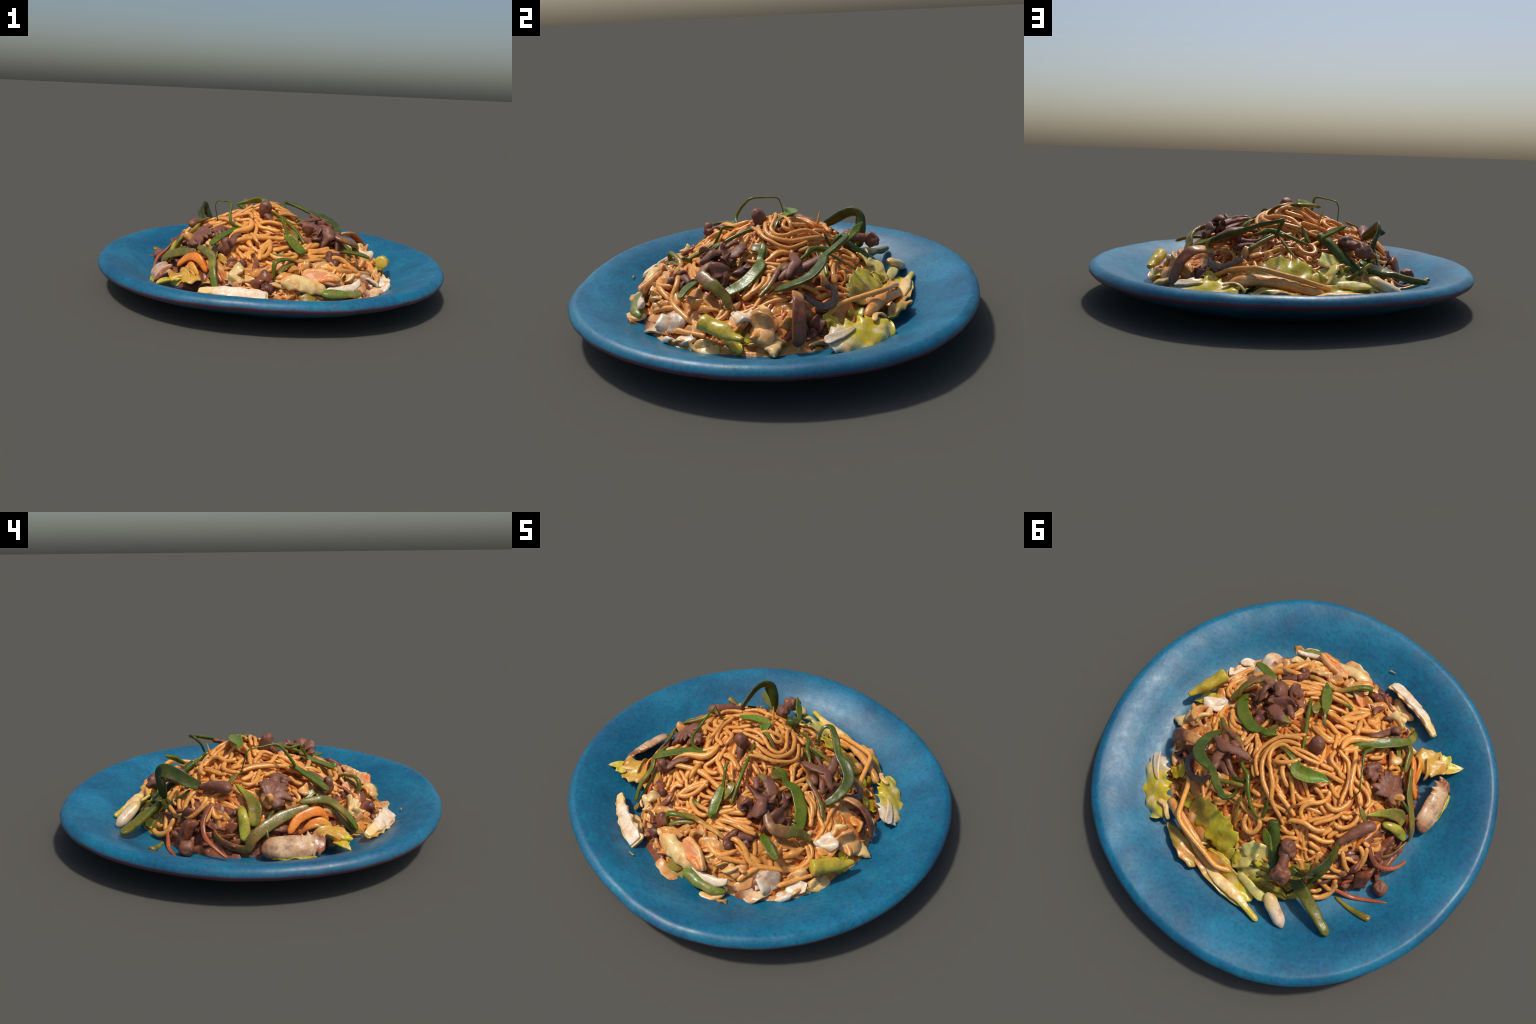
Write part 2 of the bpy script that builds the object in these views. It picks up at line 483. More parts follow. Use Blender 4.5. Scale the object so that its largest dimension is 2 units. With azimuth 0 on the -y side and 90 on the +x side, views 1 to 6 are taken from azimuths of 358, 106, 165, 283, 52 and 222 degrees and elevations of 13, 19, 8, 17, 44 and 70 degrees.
def build_plate():
    prof = np.array(PROFILE, float)
    # refine the profile
    d, par = spline(np.c_[prof, np.zeros(len(prof))], 4)
    prof = d[:, :2]
    prof[:, 1] = np.maximum(prof[:, 1], 0)
    ks = len(RIM)
    verts, along = [], []
    cum = np.r_[0, np.cumsum(np.linalg.norm(np.diff(prof, axis=0), axis=1))]
    lip = cum[np.argmax(prof[:, 0])] / cum[-1]
    for (r, z), s in zip(prof, cum / cum[-1] - lip + .5):
        for j in range(SEG):
            a = 2 * math.pi * j / SEG
            k = a / (2 * math.pi) * ks
            i0, f = int(k) % ks, k - int(k)
            f = f * f * (3 - 2 * f)
            R = RIM[i0] * (1 - f) + RIM[(i0 + 1) % ks] * f
            g = 1 + (R - 1) * min(1, max(0, (r - .5) / .4))
            x, y = r * g * math.cos(a), r * g * math.sin(a)
            q = Vector((x, y, 0))
            outer = min(1, max(0, (r - .6) / .3))
            dz = outer * .006 * noise.noise(q * 2.3) + .0025 * outer * noise.noise(q * 9)
            tilt = PLATE_TILT[0] * x + PLATE_TILT[1] * y
            zz = z + (dz + tilt * outer if z > .0005 else 0)
            verts.append((x, y, max(zz, 0)))
            along.append(s)
    n = len(prof)
    faces = [(i * SEG + j, i * SEG + (j + 1) % SEG, (i + 1) * SEG + (j + 1) % SEG, (i + 1) * SEG + j) for i in range(n - 1) for j in range(SEG)]
    o = add_mesh('dinner_plate', verts, faces, [plate_material()], along=along)
    bm = bmesh.new()
    bm.from_mesh(o.data)
    bmesh.ops.remove_doubles(bm, verts=bm.verts, dist=1e-5)
    bmesh.ops.recalc_face_normals(bm, faces=bm.faces)
    bm.to_mesh(o.data)
    bm.free()
    o['label'] = 'round hand-glazed blue plate with a rounded worn lip'
    o['category'] = 'plate'
    return o


PLATE_TILT = (0, 0)


# ---------------------------------------------------------------- heap bed and fill noodles
def build_bed():
    verts, faces = [(0, 0, float(surf_z(0, 0)) - .012)], []
    nr, na = 70, 160
    for i in range(1, nr + 1):
        for j in range(na):
            a = 2 * math.pi * j / na
            r = float(foot_radius(a)) * 1.01 * i / nr
            x, y = r * math.cos(a), r * math.sin(a)
            q = Vector((x, y, 0))
            lump_ = .02 * noise.noise(q * 12) + .012 * noise.noise(q * 34)
            z = float(surf_z(x, y)) - .05 + lump_
            if i == nr:
                z = float(plate_z(r)) - .01
            verts.append((x, y, z))
    for j in range(na):
        faces.append((0, 1 + j, 1 + (j + 1) % na))
    for i in range(nr - 1):
        for j in range(na):
            a, b = 1 + i * na + j, 1 + i * na + (j + 1) % na
            faces.append((a, a + na, b + na, b))
    o = add_mesh('sauce_bed', verts, faces, [food_material('bed')], dish_food, along=[0.0] * len(verts))
    o['kind'] = 'stuff'


def build_skirt(name, a0, a1, lo, mat, seed):
    """The packed lower bank: a mosaic of sauced scraps pressed together, each scrap a tilted facet."""
    na, nr = int((a1 - a0) * math.pi / 180 * .6 / .0065), 46
    verts, faces = [], []
    for i in range(nr):
        for j in range(na + 1):
            a = math.radians(a0 + (a1 - a0) * j / na)
            f = float(foot_radius(a))
            r = lo + (f + .004 - lo) * i / (nr - 1)
            x, y = r * math.cos(a), r * math.sin(a)
            q = Vector((x, y, 0)) * 12 + Vector((seed, 0, 0))
            q = q + noise.noise_vector(q * 1.3) * .35
            d, p = noise.voronoi(q)
            c = p[0]
            h = noise.noise_vector(c * 3.1)
            v = q - c
            z = .011 * (v.x * h.x + v.y * h.y) * 2.2 + .016 * h.z - .008 * max(0, .16 - (d[1] - d[0])) / .16
            edge = min(1, min(i, nr - 1 - i) / 5, min(j, na - j) / 8)
            zz = float(surf_z(x, y)) - .022 + z - .03 * (1 - edge)
            verts.append((x, y, max(zz, float(plate_z(r)) - .012 + .02 * edge * (1 + h.z))))
    for i in range(nr - 1):
        for j in range(na):
            b = i * (na + 1) + j
            faces.append((b, b + 1, b + na + 2, b + na + 1))
    o = add_mesh(name, verts, [tuple(reversed(f)) for f in faces], [food_material(mat)], dish_food, along=[0.0] * len(verts))
    o['kind'] = 'stuff'


def fill_path(r_max, off, length):
    tang = np.concatenate([np.c_[h[:-1, :2], np.diff(h[:, :2], axis=0)] for h in HAND])
    for _ in range(50):
        a, r = rng.uniform(0, 2 * np.pi), r_max * math.sqrt(rng.uniform(0, 1))
        if r < .93 * foot_radius(a) - .04:
            break
    x, y = r * math.cos(a), r * math.sin(a)
    i = np.argmin(np.hypot(tang[:, 0] - x, tang[:, 1] - y))
    th = math.atan2(tang[i, 3], tang[i, 2]) + rng.normal(0, .4)
    bend, pts = rng.normal(0, 4), []
    for k in range(int(length / .03) + 2):
        if math.hypot(x, y) > .95 * foot_radius(math.atan2(y, x)) - .03:
            break
        pts.append((x, y, float(surf_z(x, y)) + off + rng.normal(0, .003)))
        th += bend * .03
        bend += rng.normal(0, 2)
        x, y = x + .03 * math.cos(th), y + .03 * math.sin(th)
    return pts


def build_fill():
    made = 0
    for _ in range(400):
        if made == 110:
            break
        p = fill_path(.5, rng.uniform(-.034, -.018), rng.uniform(.18, .42))
        if len(p) >= 4:
            V, F, s = sweep(p, rng.uniform(.0085, .0125), seed=made, wob=.1)
            add_mesh('noodle', V, F, [food_material('noodle')], dish_food, along=s)
            made += 1
    vs, fs, al, base = [], [], [], 0
    for k in range(380):
        p = fill_path(.68, rng.uniform(-.052, -.03), rng.uniform(.16, .4))
        if len(p) < 3:
            continue
        V, F, s = sweep(p, rng.uniform(.009, .0125), seed=k, wob=.1)
        vs.append(V)
        fs += [tuple(i + base for i in f) for f in F]
        al.append(s)
        base += len(V)
    o = add_mesh('noodle_tangle', np.concatenate(vs), fs, [food_material('sauced')], dish_food, along=np.concatenate(al))
    o['kind'] = 'stuff'


build_plate()
build_bed()

# ---------------------------------------------------------------- the visible pieces, one by one
strip('noodle', 'noodle', [(0.025, -0.071, 0.449), (0.077, -0.047, 0.435), (0.116, -0.019, 0.422), (0.14, 0.026, 0.408), (0.153, 0.076, 0.39), (0.145, 0.12, 0.382), (0.115, 0.157, 0.387), (0.072, 0.189, 0.393)], [0.0114, 0.0101, 0.0094], t=[0.01, 0.0089, 0.0083])
strip('noodle', 'noodle', [(0.007, -0.035, 0.463), (0.051, -0.025, 0.449), (0.087, -0.008, 0.433), (0.111, 0.021, 0.421), (0.117, 0.065, 0.411), (0.106, 0.116, 0.402), (0.073, 0.16, 0.401), (0.032, 0.195, 0.396), (-0.013, 0.217, 0.387), (-0.047, 0.23, 0.377), (-0.082, 0.243, 0.358), (-0.116, 0.253, 0.345), (-0.149, 0.265, 0.331), (-0.169, 0.274, 0.317)], [0.011, 0.0124, 0.0097], t=[0.0097, 0.0109, 0.0085])
strip('noodle', 'noodle', [(-0.118, -0.023, 0.464), (-0.058, 0.001, 0.484), (0.001, 0.012, 0.481), (0.061, 0.007, 0.454), (0.087, 0.02, 0.44), (0.101, 0.05, 0.428), (0.09, 0.087, 0.426), (0.064, 0.116, 0.431), (0.025, 0.149, 0.431), (-0.01, 0.178, 0.42), (-0.034, 0.212, 0.395), (-0.051, 0.238, 0.374)], [0.0101, 0.0102, 0.012], t=[0.0089, 0.009, 0.0106])
strip('noodle', 'noodle', [(-0.107, -0.039, 0.457), (-0.062, -0.03, 0.469), (-0.013, -0.015, 0.473), (0.035, 0.001, 0.46)], [0.0095, 0.01, 0.0119], t=[0.0084, 0.0088, 0.0105])
strip('noodle', 'noodle', [(0.031, 0.115, 0.439), (0.05, 0.083, 0.443), (0.041, 0.061, 0.454), (0.012, 0.062, 0.466), (-0.029, 0.077, 0.473), (-0.067, 0.088, 0.469), (-0.091, 0.087, 0.464)], [0.0124, 0.011, 0.0125], t=[0.0109, 0.0097, 0.011])
strip('noodle', 'noodle', [(-0.001, 0.08, 0.46), (0, 0.1, 0.452), (-0.023, 0.122, 0.445), (-0.056, 0.138, 0.436), (-0.076, 0.147, 0.428)], [0.0119, 0.012, 0.011], t=[0.0105, 0.0106, 0.0097])
strip('noodle', 'noodle', [(-0.048, 0.102, 0.464), (-0.073, 0.12, 0.452), (-0.104, 0.147, 0.428), (-0.129, 0.171, 0.406), (-0.149, 0.179, 0.395)], [0.011, 0.0104, 0.0105], t=[0.0097, 0.0092, 0.0092])
strip('noodle', 'noodle', [(-0.027, 0.18, 0.398), (-0.067, 0.185, 0.393), (-0.1, 0.188, 0.386)], [0.0113, 0.0123, 0.0118], t=[0.0099, 0.0108, 0.0104])
strip('noodle', 'noodle', [(0.243, 0.016, 0.333), (0.211, 0.043, 0.349), (0.186, 0.063, 0.362), (0.169, 0.092, 0.366), (0.166, 0.12, 0.36)], [0.0118, 0.0144, 0.0118], t=[0.0104, 0.0127, 0.0104])
strip('noodle', 'noodle', [(0.217, 0.066, 0.336), (0.206, 0.096, 0.337), (0.194, 0.12, 0.338)], [0.0122, 0.0102, 0.0113], t=[0.0107, 0.009, 0.0099])
strip('noodle', 'noodle', [(0.292, 0.022, 0.305), (0.284, 0.067, 0.308)], [0.0154, 0.0123, 0.0149], t=[0.0136, 0.0108, 0.0131])
strip('noodle', 'noodle', [(0.254, 0.022, 0.319), (0.253, 0.056, 0.319), (0.27, 0.082, 0.31)], [0.0097, 0.0109, 0.0113], t=[0.0085, 0.0096, 0.0099])
strip('noodle', 'noodle', [(0.138, 0.155, 0.362), (0.112, 0.179, 0.366), (0.085, 0.197, 0.37)], [0.0101, 0.0124, 0.0099], t=[0.0089, 0.0109, 0.0087])
strip('noodle', 'noodle', [(0.062, 0.249, 0.344), (0.007, 0.245, 0.354)], [0.0121, 0.0121, 0.012], t=[0.0106, 0.0106, 0.0106])
strip('noodle', 'noodle', [(0.029, -0.101, 0.44), (0.072, -0.06, 0.437), (0.111, -0.032, 0.426)], [0.0103, 0.009, 0.0099], t=[0.0091, 0.0079, 0.0087])
strip('noodle', 'noodle', [(0.12, -0.416, 0.275), (0.083, -0.437, 0.265), (0.036, -0.437, 0.264), (-0.004, -0.429, 0.268), (-0.027, -0.407, 0.282)], [0.0121, 0.0126, 0.0109], t=[0.0106, 0.0111, 0.0096])
strip('noodle', 'noodle', [(0.078, -0.339, 0.306), (0.043, -0.353, 0.299), (0.013, -0.366, 0.292), (-0.015, -0.368, 0.293)], [0.0111, 0.0107, 0.0096], t=[0.0098, 0.0094, 0.0084])
strip('noodle', 'noodle', [(0.059, -0.294, 0.343), (0.008, -0.299, 0.342), (-0.039, -0.3, 0.345), (-0.08, -0.302, 0.348), (-0.103, -0.304, 0.35)], [0.0138, 0.0112, 0.0127], t=[0.0121, 0.0099, 0.0112])
strip('noodle', 'noodle', [(-0.026, -0.314, 0.332), (-0.026, -0.365, 0.303), (-0.039, -0.408, 0.28), (-0.065, -0.438, 0.269), (-0.097, -0.456, 0.269)], [0.0126, 0.0139, 0.0121], t=[0.0111, 0.0122, 0.0106])
strip('noodle', 'noodle', [(0.035, -0.239, 0.372), (0, -0.24, 0.374), (-0.039, -0.228, 0.382), (-0.073, -0.221, 0.386), (-0.093, -0.199, 0.395)], [0.0107, 0.0124, 0.0102], t=[0.0094, 0.0109, 0.009])
strip('noodle', 'noodle', [(0.039, -0.179, 0.395), (0.005, -0.169, 0.405), (-0.034, -0.167, 0.408), (-0.076, -0.181, 0.4)], [0.0107, 0.0113, 0.0101], t=[0.0094, 0.0099, 0.0089])
strip('noodle', 'noodle', [(-0.022, -0.25, 0.36), (-0.047, -0.271, 0.35), (-0.079, -0.279, 0.348), (-0.106, -0.273, 0.352), (-0.101, -0.239, 0.366), (-0.101, -0.198, 0.385), (-0.111, -0.173, 0.395)], [0.013, 0.0123, 0.0127], t=[0.0114, 0.0108, 0.0112])
strip('noodle', 'noodle', [(-0.068, -0.219, 0.382), (-0.088, -0.186, 0.397), (-0.102, -0.157, 0.409), (-0.109, -0.144, 0.415)], [0.0105, 0.0099, 0.0095], t=[0.0092, 0.0087, 0.0084])
strip('noodle', 'noodle', [(-0.251, -0.384, 0.346), (-0.231, -0.333, 0.369), (-0.196, -0.297, 0.377), (-0.157, -0.268, 0.38), (-0.13, -0.234, 0.391), (-0.129, -0.196, 0.407), (-0.137, -0.162, 0.421)], [0.004, 0.011, 0.015, 0.018, 0.018, 0.015, 0.01])
strip('noodle', 'noodle', [(-0.167, -0.239, 0.371), (-0.154, -0.211, 0.383), (-0.158, -0.181, 0.394), (-0.171, -0.154, 0.403)], [0.0103, 0.0106, 0.0112], t=[0.0091, 0.0093, 0.0099])
strip('noodle', 'noodle', [(-0.12, -0.138, 0.419), (-0.131, -0.094, 0.436), (-0.15, -0.078, 0.436), (-0.193, -0.073, 0.422), (-0.218, -0.062, 0.414), (-0.242, -0.068, 0.403)], [0.0116, 0.011, 0.0119], t=[0.0102, 0.0097, 0.0105])
strip('noodle', 'noodle', [(-0.082, -0.404, 0.282), (-0.114, -0.385, 0.301), (-0.142, -0.363, 0.319), (-0.16, -0.335, 0.333)], [0.0109, 0.01, 0.0095], t=[0.0096, 0.0088, 0.0084])
strip('noodle', 'noodle', [(-0.118, -0.398, 0.292), (-0.143, -0.424, 0.285), (-0.144, -0.468, 0.261)], [0.0116, 0.0103, 0.0096], t=[0.0102, 0.0091, 0.0084])
strip('noodle', 'noodle', [(-0.143, -0.397, 0.299), (-0.169, -0.405, 0.301), (-0.197, -0.391, 0.312)], [0.0121, 0.0122, 0.0118], t=[0.0106, 0.0107, 0.0104])
strip('noodle', 'noodle', [(-0.175, -0.465, 0.263), (-0.186, -0.439, 0.281), (-0.206, -0.42, 0.294)], [0.0094, 0.0109, 0.011], t=[0.0083, 0.0096, 0.0097])
strip('noodle', 'noodle', [(0.025, -0.421, 0.257), (0.005, -0.391, 0.274), (-0.013, -0.375, 0.285)], [0.0086, 0.0092, 0.0082], t=[0.0076, 0.0081, 0.0072])
strip('noodle', 'noodle', [(-0.246, -0.241, 0.351), (-0.274, -0.266, 0.341), (-0.291, -0.294, 0.331), (-0.28, -0.315, 0.332)], [0.0123, 0.0095, 0.0115], t=[0.0108, 0.0084, 0.0101])
strip('noodle', 'noodle', [(0.208, -0.303, 0.323), (0.182, -0.336, 0.313), (0.158, -0.372, 0.297)], [0.0112, 0.0128, 0.012], t=[0.0099, 0.0113, 0.0106])
strip('noodle', 'noodle', [(0.176, -0.305, 0.318), (0.142, -0.34, 0.304)], [0.0082, 0.0085, 0.0094], t=[0.0072, 0.0075, 0.0083])
strip('noodle', 'noodle', [(-0.054, -0.36, 0.296), (-0.075, -0.357, 0.301), (-0.09, -0.333, 0.317)], [0.0093, 0.0122, 0.0101], t=[0.0082, 0.0107, 0.0089])
strip('noodle', 'noodle', [(-0.092, -0.38, 0.331), (-0.114, -0.332, 0.354), (-0.133, -0.282, 0.36)], [0.006, 0.015, 0.013])
strip('noodle', 'noodle', [(-0.119, 0.141, 0.42), (-0.145, 0.146, 0.409), (-0.168, 0.137, 0.406), (-0.187, 0.117, 0.407), (-0.198, 0.101, 0.407)], [0.0098, 0.0106, 0.0122], t=[0.0086, 0.0093, 0.0107])
strip('noodle', 'noodle', [(-0.208, 0.105, 0.409), (-0.184, 0.131, 0.41), (-0.165, 0.161, 0.402), (-0.152, 0.179, 0.395)], [0.006, 0.011, 0.009, 0.003])
strip('noodle', 'noodle', [(-0.163, 0.068, 0.434), (-0.192, 0.066, 0.42), (-0.216, 0.071, 0.407), (-0.231, 0.077, 0.399)], [0.0109, 0.0101, 0.0117], t=[0.0096, 0.0089, 0.0103])
strip('noodle', 'noodle', [(-0.224, 0.032, 0.423), (-0.239, 0.048, 0.415), (-0.24, 0.078, 0.41), (-0.225, 0.104, 0.412), (-0.2, 0.131, 0.414), (-0.184, 0.162, 0.406), (-0.188, 0.184, 0.392), (-0.207, 0.198, 0.38), (-0.229, 0.202, 0.372)], [0.0109, 0.0111, 0.0097], t=[0.0096, 0.0098, 0.0085])
strip('noodle', 'noodle', [(-0.203, -0.001, 0.419), (-0.235, 0.014, 0.403), (-0.261, 0.018, 0.391), (-0.277, 0.014, 0.383)], [0.0117, 0.0116, 0.0124], t=[0.0103, 0.0102, 0.0109])
strip('noodle', 'noodle', [(-0.249, 0.081, 0.407), (-0.271, 0.084, 0.397), (-0.296, 0.077, 0.387), (-0.317, 0.05, 0.382), (-0.323, 0.014, 0.381), (-0.32, -0.015, 0.382)], [0.0136, 0.0129, 0.0106], t=[0.012, 0.0114, 0.0093])
strip('noodle', 'noodle', [(-0.234, 0.105, 0.392), (-0.26, 0.109, 0.379), (-0.277, 0.11, 0.371)], [0.0118, 0.0107, 0.0121], t=[0.0104, 0.0094, 0.0106])
strip('noodle', 'noodle', [(-0.236, 0.196, 0.364), (-0.26, 0.163, 0.368), (-0.286, 0.128, 0.368), (-0.306, 0.087, 0.369)], [0.0114, 0.0094, 0.0093], t=[0.01, 0.0083, 0.0082])
strip('noodle', 'noodle', [(-0.265, 0.189, 0.363), (-0.284, 0.155, 0.367), (-0.309, 0.119, 0.366), (-0.324, 0.086, 0.367), (-0.33, 0.053, 0.371)], [0.0097, 0.0101, 0.0106], t=[0.0085, 0.0089, 0.0093])
strip('noodle', 'noodle', [(-0.186, 0.255, 0.361), (-0.178, 0.246, 0.367), (-0.2, 0.229, 0.376), (-0.235, 0.212, 0.378), (-0.269, 0.208, 0.371), (-0.301, 0.196, 0.364), (-0.326, 0.167, 0.362)], [0.0125, 0.0124, 0.0133], t=[0.011, 0.0109, 0.0117])
strip('noodle', 'noodle', [(-0.332, 0.121, 0.365), (-0.361, 0.117, 0.354), (-0.384, 0.098, 0.351), (-0.4, 0.066, 0.355), (-0.401, 0.035, 0.36), (-0.393, 0.015, 0.365)], [0.0135, 0.0104, 0.0111], t=[0.0119, 0.0092, 0.0098])
strip('noodle', 'noodle', [(-0.275, 0.235, 0.344), (-0.303, 0.224, 0.339), (-0.334, 0.216, 0.33), (-0.362, 0.198, 0.321), (-0.384, 0.17, 0.316)], [0.0117, 0.0118, 0.0108], t=[0.0103, 0.0104, 0.0095])
strip('noodle', 'noodle', [(-0.298, 0.253, 0.325), (-0.328, 0.252, 0.316), (-0.357, 0.248, 0.306)], [0.0105, 0.0112, 0.011], t=[0.0092, 0.0099, 0.0097])
strip('noodle', 'noodle', [(-0.371, 0.151, 0.32), (-0.392, 0.131, 0.318), (-0.408, 0.1, 0.324), (-0.421, 0.058, 0.331)], [0.0105, 0.0112, 0.0106], t=[0.0092, 0.0099, 0.0093])
strip('noodle', 'noodle', [(-0.341, 0.131, 0.335), (-0.33, 0.168, 0.33), (-0.326, 0.193, 0.325)], [0.0119, 0.012, 0.0111], t=[0.0105, 0.0106, 0.0098])
strip('noodle', 'noodle', [(-0.367, 0.118, 0.329), (-0.357, 0.149, 0.324), (-0.35, 0.184, 0.318)], [0.0142, 0.0117, 0.0115], t=[0.0125, 0.0103, 0.0101])
strip('noodle', 'noodle', [(-0.116, 0.024, 0.468), (-0.132, 0.01, 0.46), (-0.158, -0.014, 0.446), (-0.186, -0.026, 0.431), (-0.216, -0.036, 0.416), (-0.249, -0.05, 0.399)], [0.0113, 0.0112, 0.011], t=[0.0099, 0.0099, 0.0097])
strip('noodle', 'noodle', [(-0.1, 0.228, 0.362), (-0.123, 0.226, 0.36), (-0.15, 0.225, 0.357)], [0.0093, 0.0117, 0.0104], t=[0.0082, 0.0103, 0.0092])
strip('noodle', 'noodle', [(-0.126, 0.257, 0.333), (-0.153, 0.245, 0.34)], [0.01, 0.011, 0.0095], t=[0.0088, 0.0097, 0.0084])
strip('noodle', 'noodle', [(-0.149, 0.283, 0.318), (-0.165, 0.28, 0.321), (-0.189, 0.286, 0.318), (-0.223, 0.275, 0.325)], [0.012, 0.0122, 0.01], t=[0.0106, 0.0107, 0.0088])
strip('noodle', 'noodle', [(-0.332, 0.069, 0.358), (-0.357, 0.061, 0.35), (-0.375, 0.034, 0.349)], [0.0117, 0.0093, 0.0125], t=[0.0103, 0.0082, 0.011])
strip('noodle', 'noodle', [(-0.188, 0.327, 0.294), (-0.211, 0.3, 0.31), (-0.252, 0.276, 0.32)], [0.0115, 0.0108, 0.0121], t=[0.0101, 0.0095, 0.0106])
strip('noodle', 'noodle', [(-0.185, -0.074, 0.407), (-0.211, -0.074, 0.397), (-0.239, -0.075, 0.385)], [0.0103, 0.0122, 0.0101], t=[0.0091, 0.0107, 0.0089])
strip('noodle', 'noodle', [(-0.174, -0.223, 0.382), (-0.2, -0.194, 0.388), (-0.229, -0.147, 0.396), (-0.249, -0.114, 0.398), (-0.274, -0.069, 0.398), (-0.296, -0.041, 0.393), (-0.319, -0.021, 0.386)], [0.012, 0.0128, 0.0103], t=[0.0106, 0.0113, 0.0091])
strip('noodle', 'noodle', [(-0.128, -0.153, 0.416), (-0.16, -0.146, 0.413), (-0.191, -0.143, 0.406), (-0.212, -0.128, 0.405), (-0.252, -0.081, 0.403), (-0.275, -0.036, 0.4), (-0.29, 0.015, 0.396), (-0.301, 0.039, 0.391)], [0.0113, 0.0102, 0.0103], t=[0.0099, 0.009, 0.0091])
strip('noodle', 'noodle', [(-0.265, -0.098, 0.384), (-0.305, -0.1, 0.369), (-0.339, -0.099, 0.356), (-0.367, -0.091, 0.347), (-0.389, -0.069, 0.344), (-0.391, -0.035, 0.35)], [0.0105, 0.0118, 0.0115], t=[0.0092, 0.0104, 0.0101])
strip('noodle', 'noodle', [(-0.29, -0.064, 0.381), (-0.322, -0.065, 0.369), (-0.347, -0.05, 0.363), (-0.369, -0.028, 0.358)], [0.0129, 0.0134, 0.0136], t=[0.0114, 0.0118, 0.012])
strip('noodle', 'noodle', [(-0.308, -0.136, 0.355), (-0.343, -0.121, 0.344), (-0.372, -0.099, 0.339)], [0.0111, 0.0126, 0.0099], t=[0.0098, 0.0111, 0.0087])
strip('noodle', 'noodle', [(-0.235, -0.174, 0.367), (-0.259, -0.148, 0.366), (-0.291, -0.126, 0.36)], [0.0124, 0.011, 0.0095], t=[0.0109, 0.0097, 0.0084])
strip('noodle', 'noodle', [(-0.115, -0.03, 0.455), (-0.144, -0.04, 0.442), (-0.179, -0.055, 0.424)], [0.0103, 0.012, 0.0115], t=[0.0091, 0.0106, 0.0101])
strip('noodle', 'noodle', [(-0.353, -0.269, 0.316), (-0.358, -0.296, 0.307), (-0.379, -0.315, 0.285), (-0.396, -0.305, 0.272)], [0.0123, 0.0116, 0.0095], t=[0.0108, 0.0102, 0.0084])
strip('noodle', 'noodle', [(-0.148, -0.159, 0.391), (-0.185, -0.137, 0.392), (-0.208, -0.109, 0.394), (-0.221, -0.086, 0.396)], [0.0106, 0.0097, 0.011], t=[0.0093, 0.0085, 0.0097])
strip('noodle', 'noodle', [(-0.3, 0.255, 0.326), (-0.332, 0.252, 0.316), (-0.364, 0.245, 0.305)], [0.0109, 0.0121, 0.0115], t=[0.0096, 0.0106, 0.0101])
strip('noodle', 'noodle', [(-0.322, 0.282, 0.302), (-0.355, 0.27, 0.294)], [0.0112, 0.011, 0.0121], t=[0.0099, 0.0097, 0.0106])
strip('noodle', 'noodle', [(-0.44, 0.18, 0.312), (-0.465, 0.2, 0.294), (-0.491, 0.215, 0.26), (-0.518, 0.213, 0.222), (-0.535, 0.188, 0.213), (-0.54, 0.159, 0.228), (-0.536, 0.129, 0.256), (-0.523, 0.102, 0.281), (-0.513, 0.089, 0.293)], [0.0112, 0.0125, 0.011], t=[0.0099, 0.011, 0.0097])
strip('noodle', 'noodle', [(-0.468, 0.191, 0.284), (-0.494, 0.176, 0.267), (-0.526, 0.161, 0.237), (-0.533, 0.141, 0.242), (-0.521, 0.123, 0.267), (-0.5, 0.113, 0.29), (-0.483, 0.113, 0.303)], [0.0101, 0.011, 0.0118], t=[0.0089, 0.0097, 0.0104])
strip('noodle', 'noodle', [(-0.385, 0.286, 0.289), (-0.4, 0.299, 0.27), (-0.429, 0.295, 0.246), (-0.455, 0.276, 0.237)], [0.0121, 0.0093, 0.01], t=[0.0106, 0.0082, 0.0088])
strip('noodle', 'noodle', [(-0.436, 0.265, 0.266), (-0.46, 0.261, 0.247), (-0.481, 0.251, 0.232), (-0.501, 0.23, 0.223)], [0.0109, 0.0103, 0.0101], t=[0.0096, 0.0091, 0.0089])
strip('noodle', 'noodle', [(-0.429, 0.322, 0.225), (-0.456, 0.301, 0.214), (-0.484, 0.274, 0.207), (-0.503, 0.245, 0.211), (-0.515, 0.223, 0.214)], [0.0122, 0.011, 0.0115], t=[0.0107, 0.0097, 0.0101])
strip('noodle', 'noodle', [(-0.426, 0.332, 0.207), (-0.457, 0.331, 0.17), (-0.486, 0.326, 0.137), (-0.503, 0.317, 0.122), (-0.503, 0.296, 0.143), (-0.49, 0.276, 0.185)], [0.0119, 0.0116, 0.0137], t=[0.0105, 0.0102, 0.0121])
strip('noodle', 'noodle', [(-0.453, 0.403, 0.103), (-0.481, 0.383, 0.096), (-0.504, 0.347, 0.099), (-0.511, 0.311, 0.116), (-0.509, 0.285, 0.147)], [0.0137, 0.0143, 0.0132], t=[0.0121, 0.0126, 0.0116])
strip('noodle', 'noodle', [(-0.488, 0.082, 0.302), (-0.518, 0.076, 0.274), (-0.539, 0.078, 0.248), (-0.568, 0.097, 0.202)], [0.0119, 0.0111, 0.0101], t=[0.0105, 0.0098, 0.0089])
strip('noodle', 'noodle', [(-0.526, 0.069, 0.265), (-0.545, 0.061, 0.239), (-0.552, 0.04, 0.226), (-0.542, 0.019, 0.237)], [0.0106, 0.0123, 0.011], t=[0.0093, 0.0108, 0.0097])
strip('noodle', 'noodle', [(-0.432, 0.388, 0.128), (-0.457, 0.368, 0.122), (-0.468, 0.344, 0.133)], [0.0123, 0.0095, 0.0123], t=[0.0108, 0.0084, 0.0108])
strip('noodle', 'noodle', [(0.574, -0.309, 0.123), (0.589, -0.269, 0.125), (0.604, -0.226, 0.127), (0.617, -0.18, 0.129), (0.628, -0.148, 0.128)], [0.0123, 0.0097, 0.0098], t=[0.0108, 0.0085, 0.0086])
